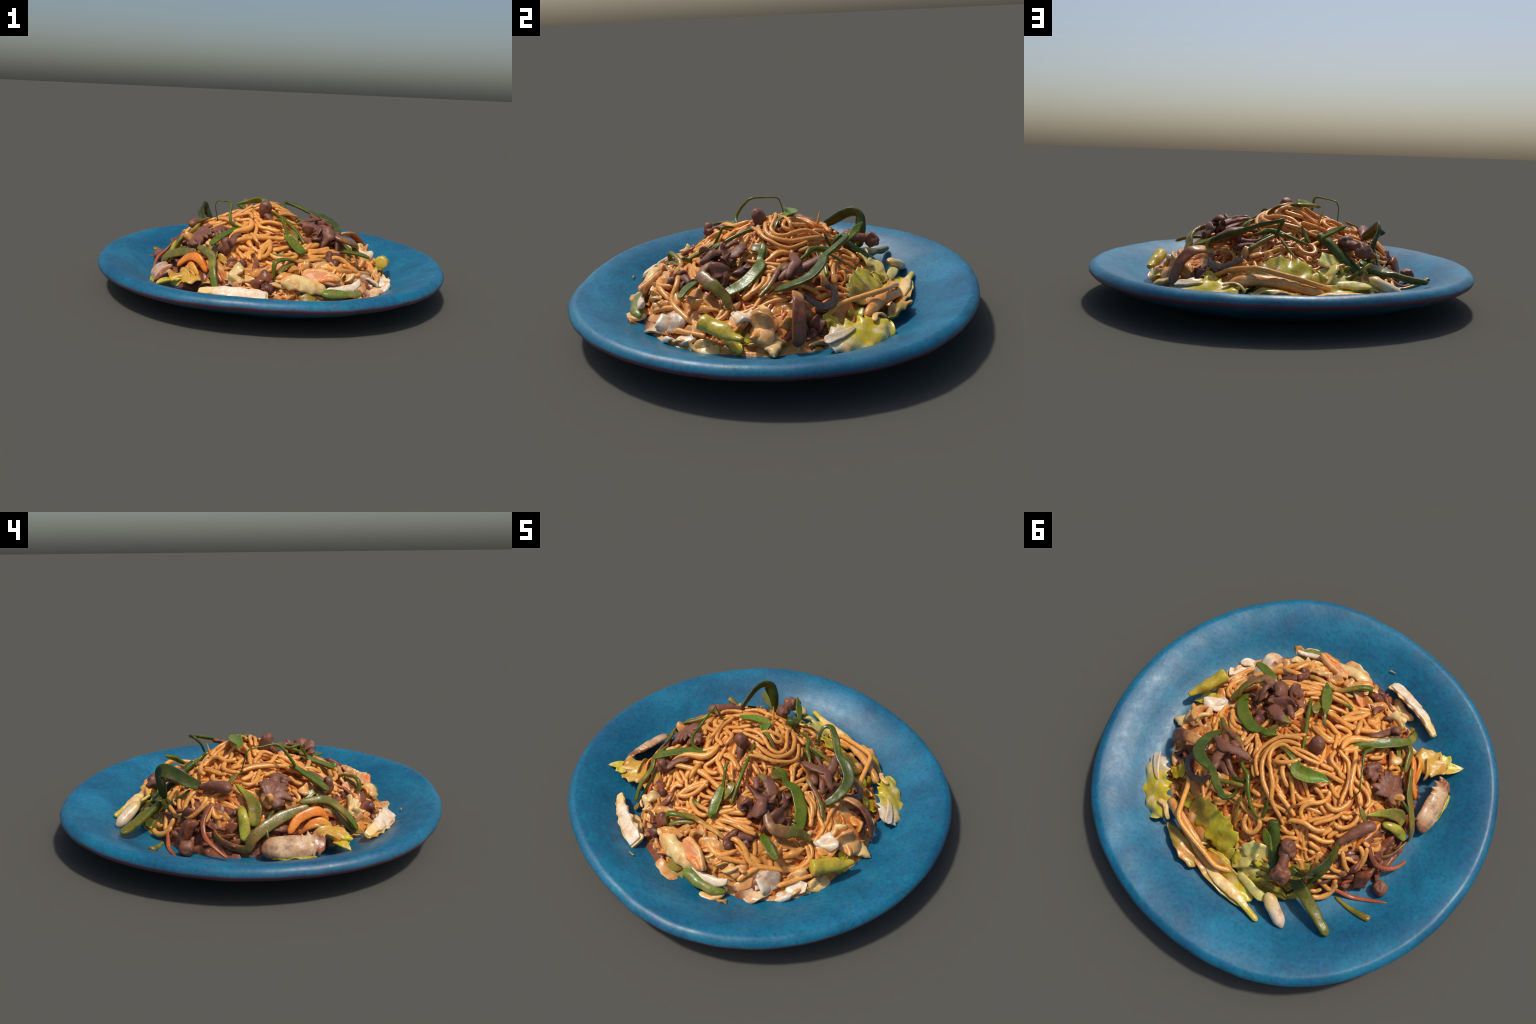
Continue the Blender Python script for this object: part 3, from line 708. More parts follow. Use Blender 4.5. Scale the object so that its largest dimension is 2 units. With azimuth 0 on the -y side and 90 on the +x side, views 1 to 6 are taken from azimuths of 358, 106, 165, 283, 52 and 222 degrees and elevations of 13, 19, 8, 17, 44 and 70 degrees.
strip('noodle', 'noodle', [(0.52, -0.252, 0.164), (0.562, -0.221, 0.148), (0.582, -0.183, 0.148), (0.582, -0.145, 0.156), (0.547, -0.114, 0.183), (0.509, -0.106, 0.206)], [0.0112, 0.0104, 0.0129], t=[0.0099, 0.0092, 0.0114])
strip('noodle', 'noodle', [(0.45, -0.03, 0.234), (0.419, 0.001, 0.254), (0.383, 0.009, 0.272), (0.33, 0.008, 0.295)], [0.0126, 0.0121, 0.01], t=[0.0111, 0.0106, 0.0088])
strip('noodle', 'noodle', [(0.289, 0.022, 0.306), (0.288, 0.053, 0.307), (0.278, 0.085, 0.309)], [0.0118, 0.0107, 0.013], t=[0.0104, 0.0094, 0.0114])
strip('noodle', 'noodle', [(0.258, 0.019, 0.317), (0.257, 0.057, 0.317)], [0.0117, 0.0123, 0.0118], t=[0.0103, 0.0108, 0.0104])
strip('noodle', 'noodle', [(0.247, 0.008, 0.323), (0.22, 0.031, 0.337)], [0.0094, 0.0108, 0.0108], t=[0.0083, 0.0095, 0.0095])
strip('noodle', 'noodle', [(0.131, -0.109, 0.387), (0.093, -0.106, 0.402), (0.069, -0.104, 0.411)], [0.0113, 0.0098, 0.0113], t=[0.0099, 0.0086, 0.0099])
strip('noodle', 'noodle', [(0.361, -0.288, 0.271), (0.324, -0.316, 0.278), (0.288, -0.333, 0.284), (0.259, -0.339, 0.29)], [0.0112, 0.0119, 0.0098], t=[0.0099, 0.0105, 0.0086])
strip('noodle', 'noodle', [(0.466, -0.349, 0.179), (0.456, -0.406, 0.167), (0.448, -0.471, 0.145)], [0.0123, 0.0144, 0.0143], t=[0.0108, 0.0127, 0.0126])
strip('noodle', 'noodle', [(0.457, -0.335, 0.181), (0.417, -0.362, 0.205), (0.367, -0.385, 0.23)], [0.017, 0.018, 0.0178], t=[0.015, 0.0158, 0.0157])
strip('noodle', 'noodle', [(0.425, 0.335, 0.16), (0.358, 0.388, 0.2), (0.298, 0.491, 0.225), (0.251, 0.559, 0.235), (0.167, 0.581, 0.215), (0.072, 0.593, 0.19), (-0.021, 0.603, 0.16), (-0.092, 0.567, 0.135)], 0.0125)
strip('noodle', 'noodle', [(0.006, 0.341, 0.309), (-0.007, 0.379, 0.284), (-0.043, 0.396, 0.274), (-0.072, 0.381, 0.282), (-0.075, 0.343, 0.302), (-0.054, 0.324, 0.315)], [0.0107, 0.0129, 0.0126], t=[0.0094, 0.0114, 0.0111])
strip('noodle', 'noodle', [(-0.01, 0.218, 0.379), (-0.067, 0.236, 0.362), (-0.134, 0.22, 0.365)], [0.0113, 0.0095, 0.0104], t=[0.0099, 0.0084, 0.0092])
strip('noodle', 'noodle', [(-0.052, 0.192, 0.407), (-0.118, 0.202, 0.39), (-0.18, 0.215, 0.369)], [0.0126, 0.0111, 0.0108], t=[0.0111, 0.0098, 0.0095])
strip('noodle', 'noodle', [(-0.152, 0.294, 0.309), (-0.207, 0.282, 0.319), (-0.227, 0.267, 0.327)], [0.01, 0.0119, 0.0117], t=[0.0088, 0.0105, 0.0103])
strip('noodle', 'noodle', [(0.36, -0.405, 0.238), (0.333, -0.479, 0.226), (0.285, -0.496, 0.232), (0.202, -0.482, 0.242)], [0.01, 0.016, 0.016, 0.01])
strip('noodle', 'noodle', [(0.294, -0.329, 0.28), (0.23, -0.357, 0.286), (0.174, -0.394, 0.276)], [0.0117, 0.0117, 0.0111], t=[0.0103, 0.0103, 0.0098])
strip('noodle', 'noodle', [(0.247, -0.274, 0.315), (0.19, -0.329, 0.307), (0.15, -0.364, 0.294)], [0.0153, 0.0143, 0.0146], t=[0.0135, 0.0126, 0.0128])
strip('noodle', 'noodle', [(0.239, -0.388, 0.272), (0.179, -0.432, 0.257), (0.118, -0.467, 0.24)], [0.0124, 0.0121, 0.0095], t=[0.0109, 0.0106, 0.0084])
strip('noodle', 'noodle', [(-0.09, -0.466, 0.259), (-0.07, -0.401, 0.288), (-0.045, -0.354, 0.309), (-0.008, -0.32, 0.325)], [0.013, 0.0133, 0.013], t=[0.0114, 0.0117, 0.0114])
strip('noodle', 'noodle', [(0.176, -0.388, 0.28), (0.241, -0.348, 0.289), (0.339, -0.286, 0.28)], [0.0143, 0.0134, 0.0122], t=[0.0126, 0.0118, 0.0107])
strip('noodle', 'noodle', [(0.147, -0.402, 0.268), (0.249, -0.383, 0.268), (0.301, -0.344, 0.267)], [0.0142, 0.0119, 0.0136], t=[0.0125, 0.0105, 0.012])
strip('noodle', 'noodle', [(0.145, -0.362, 0.293), (0.23, -0.341, 0.292), (0.304, -0.276, 0.294)], [0.0102, 0.0117, 0.0126], t=[0.009, 0.0103, 0.0111])
strip('noodle', 'noodle', [(0.281, -0.405, 0.255), (0.325, -0.385, 0.265), (0.377, -0.375, 0.244), (0.416, -0.381, 0.21), (0.449, -0.366, 0.184), (0.496, -0.306, 0.163), (0.539, -0.242, 0.149), (0.57, -0.178, 0.154), (0.567, -0.123, 0.171), (0.536, -0.089, 0.188), (0.484, -0.083, 0.206)], [0.012, 0.014, 0.015, 0.014, 0.015, 0.014, 0.013, 0.013, 0.013, 0.011, 0.008])
strip('noodle', 'noodle', [(0.291, -0.482, 0.237), (0.323, -0.485, 0.223), (0.365, -0.455, 0.213), (0.423, -0.395, 0.194)], [0.013, 0.02, 0.015, 0.009])
strip('noodle', 'noodle', [(0.316, -0.485, 0.215), (0.335, -0.513, 0.183), (0.351, -0.535, 0.149)], [0.018, 0.014, 0.006])
strip('noodle', 'noodle', [(0.443, -0.219, 0.22), (0.478, -0.172, 0.203), (0.533, -0.12, 0.177)], [0.0167, 0.0125, 0.0129], t=[0.0147, 0.011, 0.0114])
strip('noodle', 'noodle', [(0.469, -0.223, 0.195), (0.505, -0.177, 0.179), (0.543, -0.138, 0.164)], [0.0131, 0.0124, 0.0125], t=[0.0115, 0.0109, 0.011])
strip('noodle', 'noodle', [(0.569, -0.321, 0.115), (0.588, -0.254, 0.12), (0.616, -0.159, 0.125)], [0.0127, 0.0119, 0.0101], t=[0.0112, 0.0105, 0.0089])
strip('noodle', 'noodle', [(0.321, 0.034, 0.299), (0.362, 0.042, 0.283), (0.404, 0.02, 0.264), (0.43, -0.016, 0.247)], [0.0126, 0.0138, 0.0134], t=[0.0111, 0.0121, 0.0118])
strip('noodle', 'noodle', [(0.296, 0.049, 0.303), (0.322, 0.064, 0.293), (0.373, 0.055, 0.273), (0.41, 0.016, 0.255)], [0.0153, 0.0136, 0.0144], t=[0.0135, 0.012, 0.0127])
strip('noodle', 'noodle', [(0.166, 0.082, 0.373), (0.187, 0.055, 0.365), (0.228, 0.034, 0.342)], [0.0102, 0.0103, 0.0115], t=[0.009, 0.0091, 0.0101])
strip('noodle', 'noodle', [(0.163, 0.127, 0.356), (0.165, 0.078, 0.368), (0.188, 0.049, 0.358)], [0.0096, 0.0121, 0.0119], t=[0.0084, 0.0106, 0.0105])
strip('noodle', 'noodle', [(0.188, 0.129, 0.34), (0.202, 0.086, 0.343)], [0.0095, 0.0097, 0.0097], t=[0.0084, 0.0085, 0.0085])
strip('noodle', 'noodle', [(0.245, 0.104, 0.327), (0.243, 0.054, 0.331), (0.241, -0.001, 0.334), (0.238, -0.08, 0.34)], [0.0117, 0.0097, 0.0107], t=[0.0103, 0.0085, 0.0094])
strip('noodle', 'noodle', [(0.269, 0.112, 0.313), (0.282, 0.055, 0.311)], [0.0133, 0.0129, 0.0126], t=[0.0117, 0.0114, 0.0111])
strip('noodle', 'noodle', [(-0.122, -0.386, 0.305), (-0.14, -0.354, 0.324), (-0.139, -0.33, 0.333)], [0.0122, 0.0151, 0.0154], t=[0.0107, 0.0133, 0.0136])
strip('noodle', 'noodle', [(-0.118, -0.384, 0.301), (-0.097, -0.393, 0.29), (-0.079, -0.381, 0.292)], [0.0122, 0.0098, 0.0113], t=[0.0107, 0.0086, 0.0099])
strip('noodle', 'noodle', [(-0.083, -0.353, 0.311), (-0.104, -0.324, 0.329)], [0.0141, 0.0142, 0.0116], t=[0.0124, 0.0125, 0.0102])
strip('noodle', 'noodle', [(-0.185, -0.398, 0.313), (-0.149, -0.407, 0.301), (-0.115, -0.405, 0.293)], [0.0142, 0.0134, 0.0137], t=[0.0125, 0.0118, 0.0121])
strip('noodle', 'noodle', [(-0.195, -0.427, 0.293), (-0.179, -0.453, 0.275), (-0.165, -0.472, 0.263)], [0.0121, 0.0094, 0.0101], t=[0.0106, 0.0083, 0.0089])
strip('noodle', 'noodle', [(-0.226, -0.438, 0.281), (-0.21, -0.464, 0.262)], [0.0114, 0.0102, 0.012], t=[0.01, 0.009, 0.0106])
strip('noodle', 'noodle', [(-0.11, -0.409, 0.288), (-0.14, -0.438, 0.281), (-0.13, -0.475, 0.259)], [0.012, 0.0098, 0.0105], t=[0.0106, 0.0086, 0.0092])
strip('noodle', 'noodle', [(-0.02, -0.311, 0.333), (-0.059, -0.359, 0.312), (-0.081, -0.418, 0.284), (-0.082, -0.466, 0.259)], [0.0148, 0.0121, 0.0128], t=[0.013, 0.0106, 0.0113])
strip('noodle', 'noodle', [(-0.352, -0.398, 0.268), (-0.213, -0.379, 0.337), (-0.135, -0.332, 0.344), (-0.065, -0.305, 0.344), (0.043, -0.296, 0.342)], [0.008, 0.012, 0.015, 0.014, 0.011])
strip('noodle', 'noodle', [(-0.255, -0.367, 0.338), (-0.21, -0.307, 0.362), (-0.181, -0.227, 0.374), (-0.139, -0.165, 0.404)], [0.008, 0.015, 0.018, 0.014])
strip('noodle', 'noodle', [(-0.167, -0.162, 0.382), (-0.086, -0.197, 0.378), (-0.037, -0.231, 0.363), (0.008, -0.238, 0.357)], [0.0093, 0.0124, 0.0095], t=[0.0082, 0.0109, 0.0084])
strip('noodle', 'noodle', [(-0.083, -0.179, 0.393), (-0.057, -0.157, 0.406), (0.005, -0.162, 0.401), (0.053, -0.171, 0.389)], [0.0112, 0.0118, 0.0122], t=[0.0099, 0.0104, 0.0107])
strip('noodle', 'noodle', [(-0.182, -0.297, 0.343), (-0.151, -0.283, 0.343), (-0.137, -0.257, 0.35)], [0.0175, 0.0165, 0.0163], t=[0.0154, 0.0145, 0.0143])
strip('noodle', 'noodle', [(-0.166, 0.203, 0.481), (-0.155, 0.198, 0.445), (-0.145, 0.19, 0.4)], [0.001, 0.006, 0.008])
strip('noodle', 'noodle', [(-0.02, -0.06, 0.42), (-0.035, -0.01, 0.455), (-0.03, 0.04, 0.478), (0, 0.075, 0.476), (0.04, 0.1, 0.46), (0.05, 0.1, 0.42)], 0.0105)
strip('scallion_stalk', 'green', [(-0.324, -0.02, 0.37), (-0.324, -0.02, 0.39), (-0.336, -0.045, 0.47), (-0.322, -0.06, 0.499), (-0.29, -0.11, 0.508), (-0.252, -0.17, 0.513), (-0.243, -0.2, 0.5), (-0.249, -0.245, 0.45), (-0.235, -0.265, 0.41), (-0.189, -0.247, 0.383)], [0.003, 0.003, 0.003, 0.004, 0.004, 0.006, 0.0075, 0.008, 0.0085, 0.008], frame='rmf')
strip('scallion_leaf', 'green', [(-0.14, -0.2, 0.375), (-0.2, -0.262, 0.383), (-0.262, -0.34, 0.368), (-0.31, -0.4, 0.347), (-0.345, -0.448, 0.325)], [0.0088, 0.0208, 0.026, 0.0247, 0.0156], t=0.0084)
strip('scallion_leaf', 'olive', [(-0.276, -0.618, 0.094), (-0.304, -0.558, 0.12), (-0.327, -0.446, 0.239), (-0.379, -0.335, 0.275)], 0.0143, t=0.006)
strip('scallion_leaf', ('olive', 'bright', 0.35), [(0.095, 0.022, 0.425), (0.033, 0.033, 0.477), (-0.033, 0.044, 0.478), (-0.068, 0.073, 0.49), (-0.124, 0.056, 0.488), (-0.171, 0.027, 0.48), (-0.214, 0.018, 0.47)], [0.0055, 0.0077, 0.0143, 0.0338, 0.0338, 0.0208, 0.0022], t=0.0072, curl=0.6)
strip('scallion_leaf', 'green', [(0.171, -0.427, 0.312), (0.143, -0.4, 0.294), (0.104, -0.347, 0.323), (0.066, -0.286, 0.352), (0.068, -0.28, 0.365), (0.05, -0.26, 0.41), (0.036, -0.245, 0.435), (0, -0.2, 0.425)], [0.0033, 0.0247, 0.0286, 0.0182, 0.0088, 0.0077, 0.0072, 0.0066], t=0.0078, curl=0.3)
strip('scallion_stalk', 'green', [(-0.012, -0.028, 0.446), (0.06, -0.14, 0.418), (0.12, -0.23, 0.375), (0.165, -0.303, 0.318)], [0.006, 0.0095, 0.0095, 0.009])
strip('scallion_stalk', ('green', 'tan', 0.55), [(-0.01, -0.562, 0.168), (-0.012, -0.566, 0.235), (-0.007, -0.563, 0.27), (0.03, -0.535, 0.282), (0.084, -0.475, 0.27), (0.119, -0.454, 0.254), (0.228, -0.433, 0.265), (0.277, -0.421, 0.251)], [0.013, 0.014, 0.0145, 0.014, 0.014, 0.015, 0.013, 0.01], t=0.009, frame='rmf')
strip('scallion_leaf', 'green', [(0.141, -0.023, 0.4), (0.18, -0.003, 0.385), (0.224, -0.008, 0.345), (0.279, 0.005, 0.333), (0.372, -0.032, 0.291), (0.43, -0.092, 0.262), (0.44, -0.14, 0.25)], [0.0066, 0.0143, 0.0169, 0.0286, 0.0325, 0.0286, 0.013], t=0.0084, curl=0.2)
strip('squid_arm', ('olive', 'squid', 0.5), [(0.5, -0.07, 0.205), (0.481, -0.1, 0.25), (0.47, -0.14, 0.29), (0.443, -0.2, 0.312), (0.4, -0.235, 0.33), (0.31, -0.21, 0.36)], [0.0168, 0.0216, 0.0264, 0.0312, 0.0264, 0.018], t=0.0127, frame='rmf', jag=(0.14, 5))
strip('scallion_leaf', 'green', [(0.53, -0.298, 0.249), (0.47, -0.292, 0.268), (0.42, -0.282, 0.275), (0.37, -0.27, 0.27)], [0.013, 0.0221, 0.0234, 0.013], t=0.0078, curl=0.3)
strip('scallion_leaf', 'dark', [(0.395, 0.105, 0.263), (0.412, 0.17, 0.295), (0.392, 0.258, 0.335), (0.33, 0.297, 0.365), (0.257, 0.305, 0.386), (0.19, 0.345, 0.414), (0.115, 0.378, 0.432), (0.085, 0.352, 0.434), (0.092, 0.318, 0.4), (0.112, 0.3, 0.34)], [0.0156, 0.0234, 0.0299, 0.0286, 0.0182, 0.0195, 0.0156, 0.0088, 0.0077, 0.0066], t=0.0096, frame='rmf', curl=0.25)
strip('scallion_stalk', 'green', [(0.193, 0.176, 0.34), (0.103, 0.228, 0.369), (0.055, 0.275, 0.354), (-0.006, 0.313, 0.327), (-0.068, 0.321, 0.303)], [0.009, 0.01, 0.01, 0.009, 0.005])
strip('scallion_stalk', 'olive', [(0.082, 0.296, 0.338), (0.066, 0.335, 0.307), (0.028, 0.409, 0.25)], [0.006, 0.007, 0.004])
strip('scallion_stalk', 'olive', [(0.247, 0.314, 0.286), (0.174, 0.287, 0.321), (0.101, 0.258, 0.35)], 0.0115)
strip('scallion_stalk', 'dark', [(0.187, 0.254, 0.32), (0.145, 0.252, 0.339), (0.109, 0.235, 0.353)], 0.009)
strip('scallion_stalk', 'dark', [(-0.115, 0.29, 0.352), (-0.16, 0.335, 0.315), (-0.22, 0.4, 0.245), (-0.28, 0.46, 0.18)], [0.026, 0.03, 0.032, 0.03], t=0.02, ends='flat')
strip('scallion_leaf', 'green', [(-0.037, 0.245, 0.402), (-0.05, 0.27, 0.355), (-0.064, 0.305, 0.313)], [0.0022, 0.0117, 0.0066], t=0.0072)
strip('scallion_leaf', 'green', [(-0.218, 0.414, 0.415), (-0.165, 0.382, 0.384), (-0.109, 0.345, 0.339)], [0.0022, 0.0221, 0.0088], t=0.0084, curl=0.3)
strip('scallion_stalk', ('dark', 'olive', 0.35), [(-0.3, 0.38, 0.23), (-0.36, 0.405, 0.197), (-0.45, 0.435, 0.178), (-0.55, 0.468, 0.15), (-0.632, 0.496, 0.142)], [0.03, 0.032, 0.031, 0.025, 0.024], t=0.017, curl=0.15)
strip('scallion_stalk', 'olive', [(-0.536, 0.321, 0.071), (-0.619, 0.321, 0.082), (-0.677, 0.315, 0.101), (-0.732, 0.303, 0.125)], [0.009, 0.012, 0.016, 0.02], t=0.012)
strip('scallion_leaf', 'dark', [(-0.35, 0.375, 0.23), (-0.375, 0.378, 0.32), (-0.41, 0.365, 0.385), (-0.428, 0.335, 0.4), (-0.43, 0.28, 0.385), (-0.42, 0.22, 0.35), (-0.4, 0.165, 0.322)], [0.0182, 0.0286, 0.0351, 0.0364, 0.0338, 0.0312, 0.0195], t=0.0084, up=(-0.8, 0.1, 0.5))
strip('squid_body', 'squid', [(-0.395, 0.19, 0.315), (-0.42, 0.12, 0.333), (-0.447, 0.05, 0.345), (-0.48, -0.01, 0.345)], [0.012, 0.023, 0.032, 0.031], t=[0.012, 0.022, 0.03, 0.03])
strip('scallion_leaf', 'dark', [(-0.413, 0.216, 0.306), (-0.437, 0.268, 0.264), (-0.427, 0.324, 0.221), (-0.406, 0.381, 0.174)], [0.0055, 0.0088, 0.0143, 0.0033], t=0.006)
strip('scallion_leaf', ('lime', 'olive', 0.3), [(-0.42, -0.01, 0.355), (-0.476, -0.092, 0.311), (-0.529, -0.133, 0.278), (-0.564, -0.135, 0.2)], [0.0066, 0.0208, 0.0338, 0.026], t=0.012)
strip('cabbage_strip', 'lime', [(-0.492, -0.054, 0.265), (-0.543, -0.077, 0.259), (-0.584, -0.097, 0.204), (-0.615, -0.107, 0.146)], [0.014, 0.024, 0.028, 0.022], t=0.008, curl=-0.3)
strip('scallion_leaf', 'olive', [(-0.368, -0.015, 0.392), (-0.403, 0.002, 0.373), (-0.438, 0.021, 0.351)], [0.0033, 0.0143, 0.0066], t=0.0072)
strip('scallion_stalk', 'dark', [(-0.484, -0.213, 0.258), (-0.533, -0.2, 0.239), (-0.576, -0.198, 0.198), (-0.612, -0.216, 0.158)], [0.008, 0.012, 0.011, 0.004], t=0.008)
strip('leek_strip', ('olive', 'brown', 0.6), [(-0.424, -0.37, 0.268), (-0.498, -0.264, 0.241), (-0.569, -0.198, 0.211), (-0.621, -0.145, 0.169), (-0.629, -0.113, 0.115), (-0.614, -0.003, 0.132), (-0.575, 0.063, 0.175), (-0.552, 0.082, 0.227)], [0.0156, 0.0273, 0.0286, 0.026, 0.0208, 0.0195, 0.0169, 0.0117], t=0.008, frame='rmf')
strip('leek_strip', ('olive', 'green', 0.5), [(-0.416, -0.318, 0.283), (-0.374, -0.419, 0.289), (-0.335, -0.461, 0.267), (-0.326, -0.541, 0.2), (-0.305, -0.592, 0.121)], [0.013, 0.0221, 0.0234, 0.0195, 0.0169], t=0.0088, frame='rmf')
strip('scallion_leaf', 'olive', [(-0.381, -0.338, 0.272), (-0.324, -0.38, 0.306), (-0.319, -0.443, 0.249)], 0.0156, t=0.006)
strip('scallion_stalk', 'olive', [(0.098, -0.472, 0.245), (0.053, -0.524, 0.241), (0.014, -0.577, 0.215)], 0.014, t=0.01)
strip('scallion_leaf', 'olive', [(0.174, -0.067, 0.38), (0.179, -0.021, 0.38), (0.204, 0.012, 0.353)], 0.026, t=0.0096)
strip('scallion_stalk', ('green', 'tan', 0.35), [(-0.018, -0.416, 0.272), (0.041, -0.412, 0.274), (0.099, -0.397, 0.28), (0.127, -0.402, 0.268)], 0.012)
strip('scallion_stalk', 'green', [(0.056, 0.285, 0.348), (0.117, 0.211, 0.371), (0.164, 0.196, 0.347)], 0.011)
strip('scallion_leaf', 'olive', [(0.107, -0.316, 0.317), (0.109, -0.269, 0.358), (0.084, -0.237, 0.374)], 0.0195, t=0.0084)
lump('squid_head', 'squid', (-0.049, -0.083, 0.465), (0.036, 0.033, 0.052), seed=1, amp=0.12)
strip('squid_arm', 'squid', [(-0.05, -0.09, 0.45), (-0.02, -0.12, 0.41), (0.01, -0.14, 0.38)], [0.024, 0.0168, 0.0072], jag=(0.14, 5), t=0.0149)
shard('squid_piece', 'squid', (0.243, -0.173, 0.372), (0.075, 0.05, 0.014), rot=30, seed=168, fold=1.9)
shard('squid_piece', 'squid', (0.304, -0.189, 0.346), (0.07, 0.045, 0.014), rot=100, seed=169, fold=1.9)
shard('squid_piece', 'squid', (0.362, -0.184, 0.308), (0.085, 0.045, 0.014), rot=110, seed=170, fold=1.9)
shard('squid_piece', 'squid', (0.271, -0.227, 0.335), (0.06, 0.034, 0.014), rot=20, seed=171, fold=1.9)
shard('squid_piece', 'squid', (0.377, -0.155, 0.285), (0.05, 0.024, 0.014), rot=60, seed=172, fold=1.9)
shard('squid_piece', 'squid', (0.285, -0.225, 0.342), (0.075, 0.055, 0.018), rot=20, seed=173, fold=1.4)
shard('squid_piece', 'squid', (0.24, -0.264, 0.361), (0.05, 0.032, 0.012), rot=100, seed=174, fold=2.0)
strip('squid_arm', 'squid', [(0.343, -0.184, 0.331), (0.366, -0.144, 0.314), (0.408, -0.127, 0.259)], [0.0259, 0.0288, 0.0101], t=0.0102, jag=(0.14, 5))
strip('squid_arm', ('squid', 'olive', 0.75), [(0.279, -0.132, 0.362), (0.207, -0.107, 0.39), (0.131, -0.113, 0.392)], [0.0281, 0.0312, 0.0109], t=0.0102, jag=(0.14, 5))
strip('squid_arm', 'squid', [(0.207, -0.181, 0.387), (0.163, -0.149, 0.403), (0.138, -0.136, 0.384)], [0.0151, 0.0168, 0.0059], t=0.0102, jag=(0.14, 5))
strip('squid_arm', 'squid', [(0.244, -0.261, 0.358), (0.229, -0.279, 0.352), (0.204, -0.261, 0.335)], [0.0259, 0.0288, 0.0101], t=0.0102, jag=(0.14, 5))
lump('squid_head', 'squid', (0.307, 0.181, 0.345), (0.035, 0.03, 0.025), seed=3, amp=0.2)
strip('squid_arm', 'squid', [(0.161, 0.141, 0.36), (0.21, 0.15, 0.365), (0.26, 0.165, 0.37), (0.31, 0.185, 0.368), (0.34, 0.169, 0.348), (0.384, 0.16, 0.317)], [0.018, 0.0216, 0.024, 0.024, 0.0216, 0.0108], t=0.011, jag=(0.14, 5))
strip('squid_arm', 'squid', [(0.25, 0.3, 0.38), (0.286, 0.244, 0.357), (0.307, 0.187, 0.333), (0.336, 0.143, 0.306)], [0.0192, 0.0264, 0.0264, 0.0216], t=0.0153, jag=(0.14, 5))
strip('squid_arm', 'squid', [(0.362, 0.116, 0.299), (0.313, 0.156, 0.332), (0.27, 0.193, 0.319), (0.207, 0.234, 0.315), (0.134, 0.255, 0.328)], [0.0168, 0.0192, 0.0168, 0.012, 0.0108], jag=(0.14, 5), t=0.0119)
strip('squid_arm', 'squid', [(0.308, 0.125, 0.318), (0.271, 0.135, 0.329), (0.261, 0.157, 0.32)], [0.0168, 0.024, 0.012], jag=(0.14, 5), t=0.0149)
strip('squid_arm', 'squid', [(0.311, 0.238, 0.283), (0.255, 0.24, 0.294), (0.197, 0.264, 0.303)], [0.0168, 0.0192, 0.012], jag=(0.14, 5), t=0.0119)
strip('squid_arm', ('olive', 'squid', 0.4), [(0.453, 0.045, 0.25), (0.403, 0.075, 0.28), (0.329, 0.094, 0.312), (0.266, 0.103, 0.33), (0.224, 0.131, 0.332)], [0.0108, 0.0132, 0.0144, 0.0132, 0.0096], jag=(0.14, 5), t=0.0089)
strip('squid_arm', 'squid', [(-0.446, -0.195, 0.301), (-0.386, -0.16, 0.358), (-0.343, -0.136, 0.364)], [0.0264, 0.0228, 0.006], t=0.0093, jag=(0.14, 5))
strip('squid_arm', 'squid', [(-0.446, -0.195, 0.301), (-0.406, -0.15, 0.353), (-0.382, -0.115, 0.354)], [0.0264, 0.0228, 0.006], t=0.0093, jag=(0.14, 5))
strip('squid_arm', 'squid', [(-0.446, -0.195, 0.301), (-0.382, -0.2, 0.346), (-0.334, -0.213, 0.349)], [0.0264, 0.0228, 0.006], t=0.0093, jag=(0.14, 5))
strip('squid_arm', 'squid', [(-0.446, -0.195, 0.301), (-0.384, -0.219, 0.34), (-0.34, -0.25, 0.34)], [0.0264, 0.0228, 0.006], t=0.0093, jag=(0.14, 5))
strip('squid_arm', 'squid', [(-0.446, -0.195, 0.301), (-0.396, -0.227, 0.331), (-0.364, -0.266, 0.323)], [0.0264, 0.0228, 0.006], t=0.0093, jag=(0.14, 5))
strip('squid_arm', 'squid', [(-0.446, -0.195, 0.301), (-0.411, -0.232, 0.32), (-0.394, -0.277, 0.297)], [0.0264, 0.0228, 0.006], t=0.0093, jag=(0.14, 5))
strip('squid_arm', 'squid', [(-0.446, -0.195, 0.301), (-0.387, -0.186, 0.348), (-0.346, -0.186, 0.349)], [0.0264, 0.0228, 0.006], t=0.0093, jag=(0.14, 5))
strip('squid_arm', 'squid', [(-0.446, -0.195, 0.301), (-0.418, -0.239, 0.314), (-0.407, -0.293, 0.28)], [0.0264, 0.0228, 0.006], t=0.0093, jag=(0.14, 5))
strip('squid_arm', 'squid', [(-0.446, -0.195, 0.301), (-0.403, -0.164, 0.349), (-0.377, -0.144, 0.347)], [0.0264, 0.0228, 0.006], t=0.0093, jag=(0.14, 5))
lump('squid_head', 'squid', (-0.434, -0.206, 0.288), (0.05, 0.05, 0.028), seed=4, amp=0.15)
strip('squid_body', ('squid', 'tan', 0.6), [(-0.42, -0.207, 0.305), (-0.456, -0.183, 0.3), (-0.483, -0.189, 0.263)], [0.045, 0.045, 0.02], t=0.016)
strip('squid_arm', 'squid', [(-0.313, -0.208, 0.348), (-0.288, -0.199, 0.37), (-0.259, -0.203, 0.359)], [0.0216, 0.0192, 0.0072], t=0.0085, jag=(0.14, 5))
strip('squid_arm', 'squid', [(-0.313, -0.208, 0.348), (-0.298, -0.183, 0.369), (-0.28, -0.17, 0.358)], [0.0216, 0.0192, 0.0072], t=0.0085, jag=(0.14, 5))
strip('squid_arm', 'squid', [(-0.313, -0.208, 0.348), (-0.309, -0.174, 0.366), (-0.302, -0.151, 0.354)], [0.0216, 0.0192, 0.0072], t=0.0085, jag=(0.14, 5))
strip('squid_arm', 'squid', [(-0.313, -0.208, 0.348), (-0.295, -0.215, 0.365), (-0.273, -0.233, 0.35)], [0.0216, 0.0192, 0.0072], t=0.0085, jag=(0.14, 5))
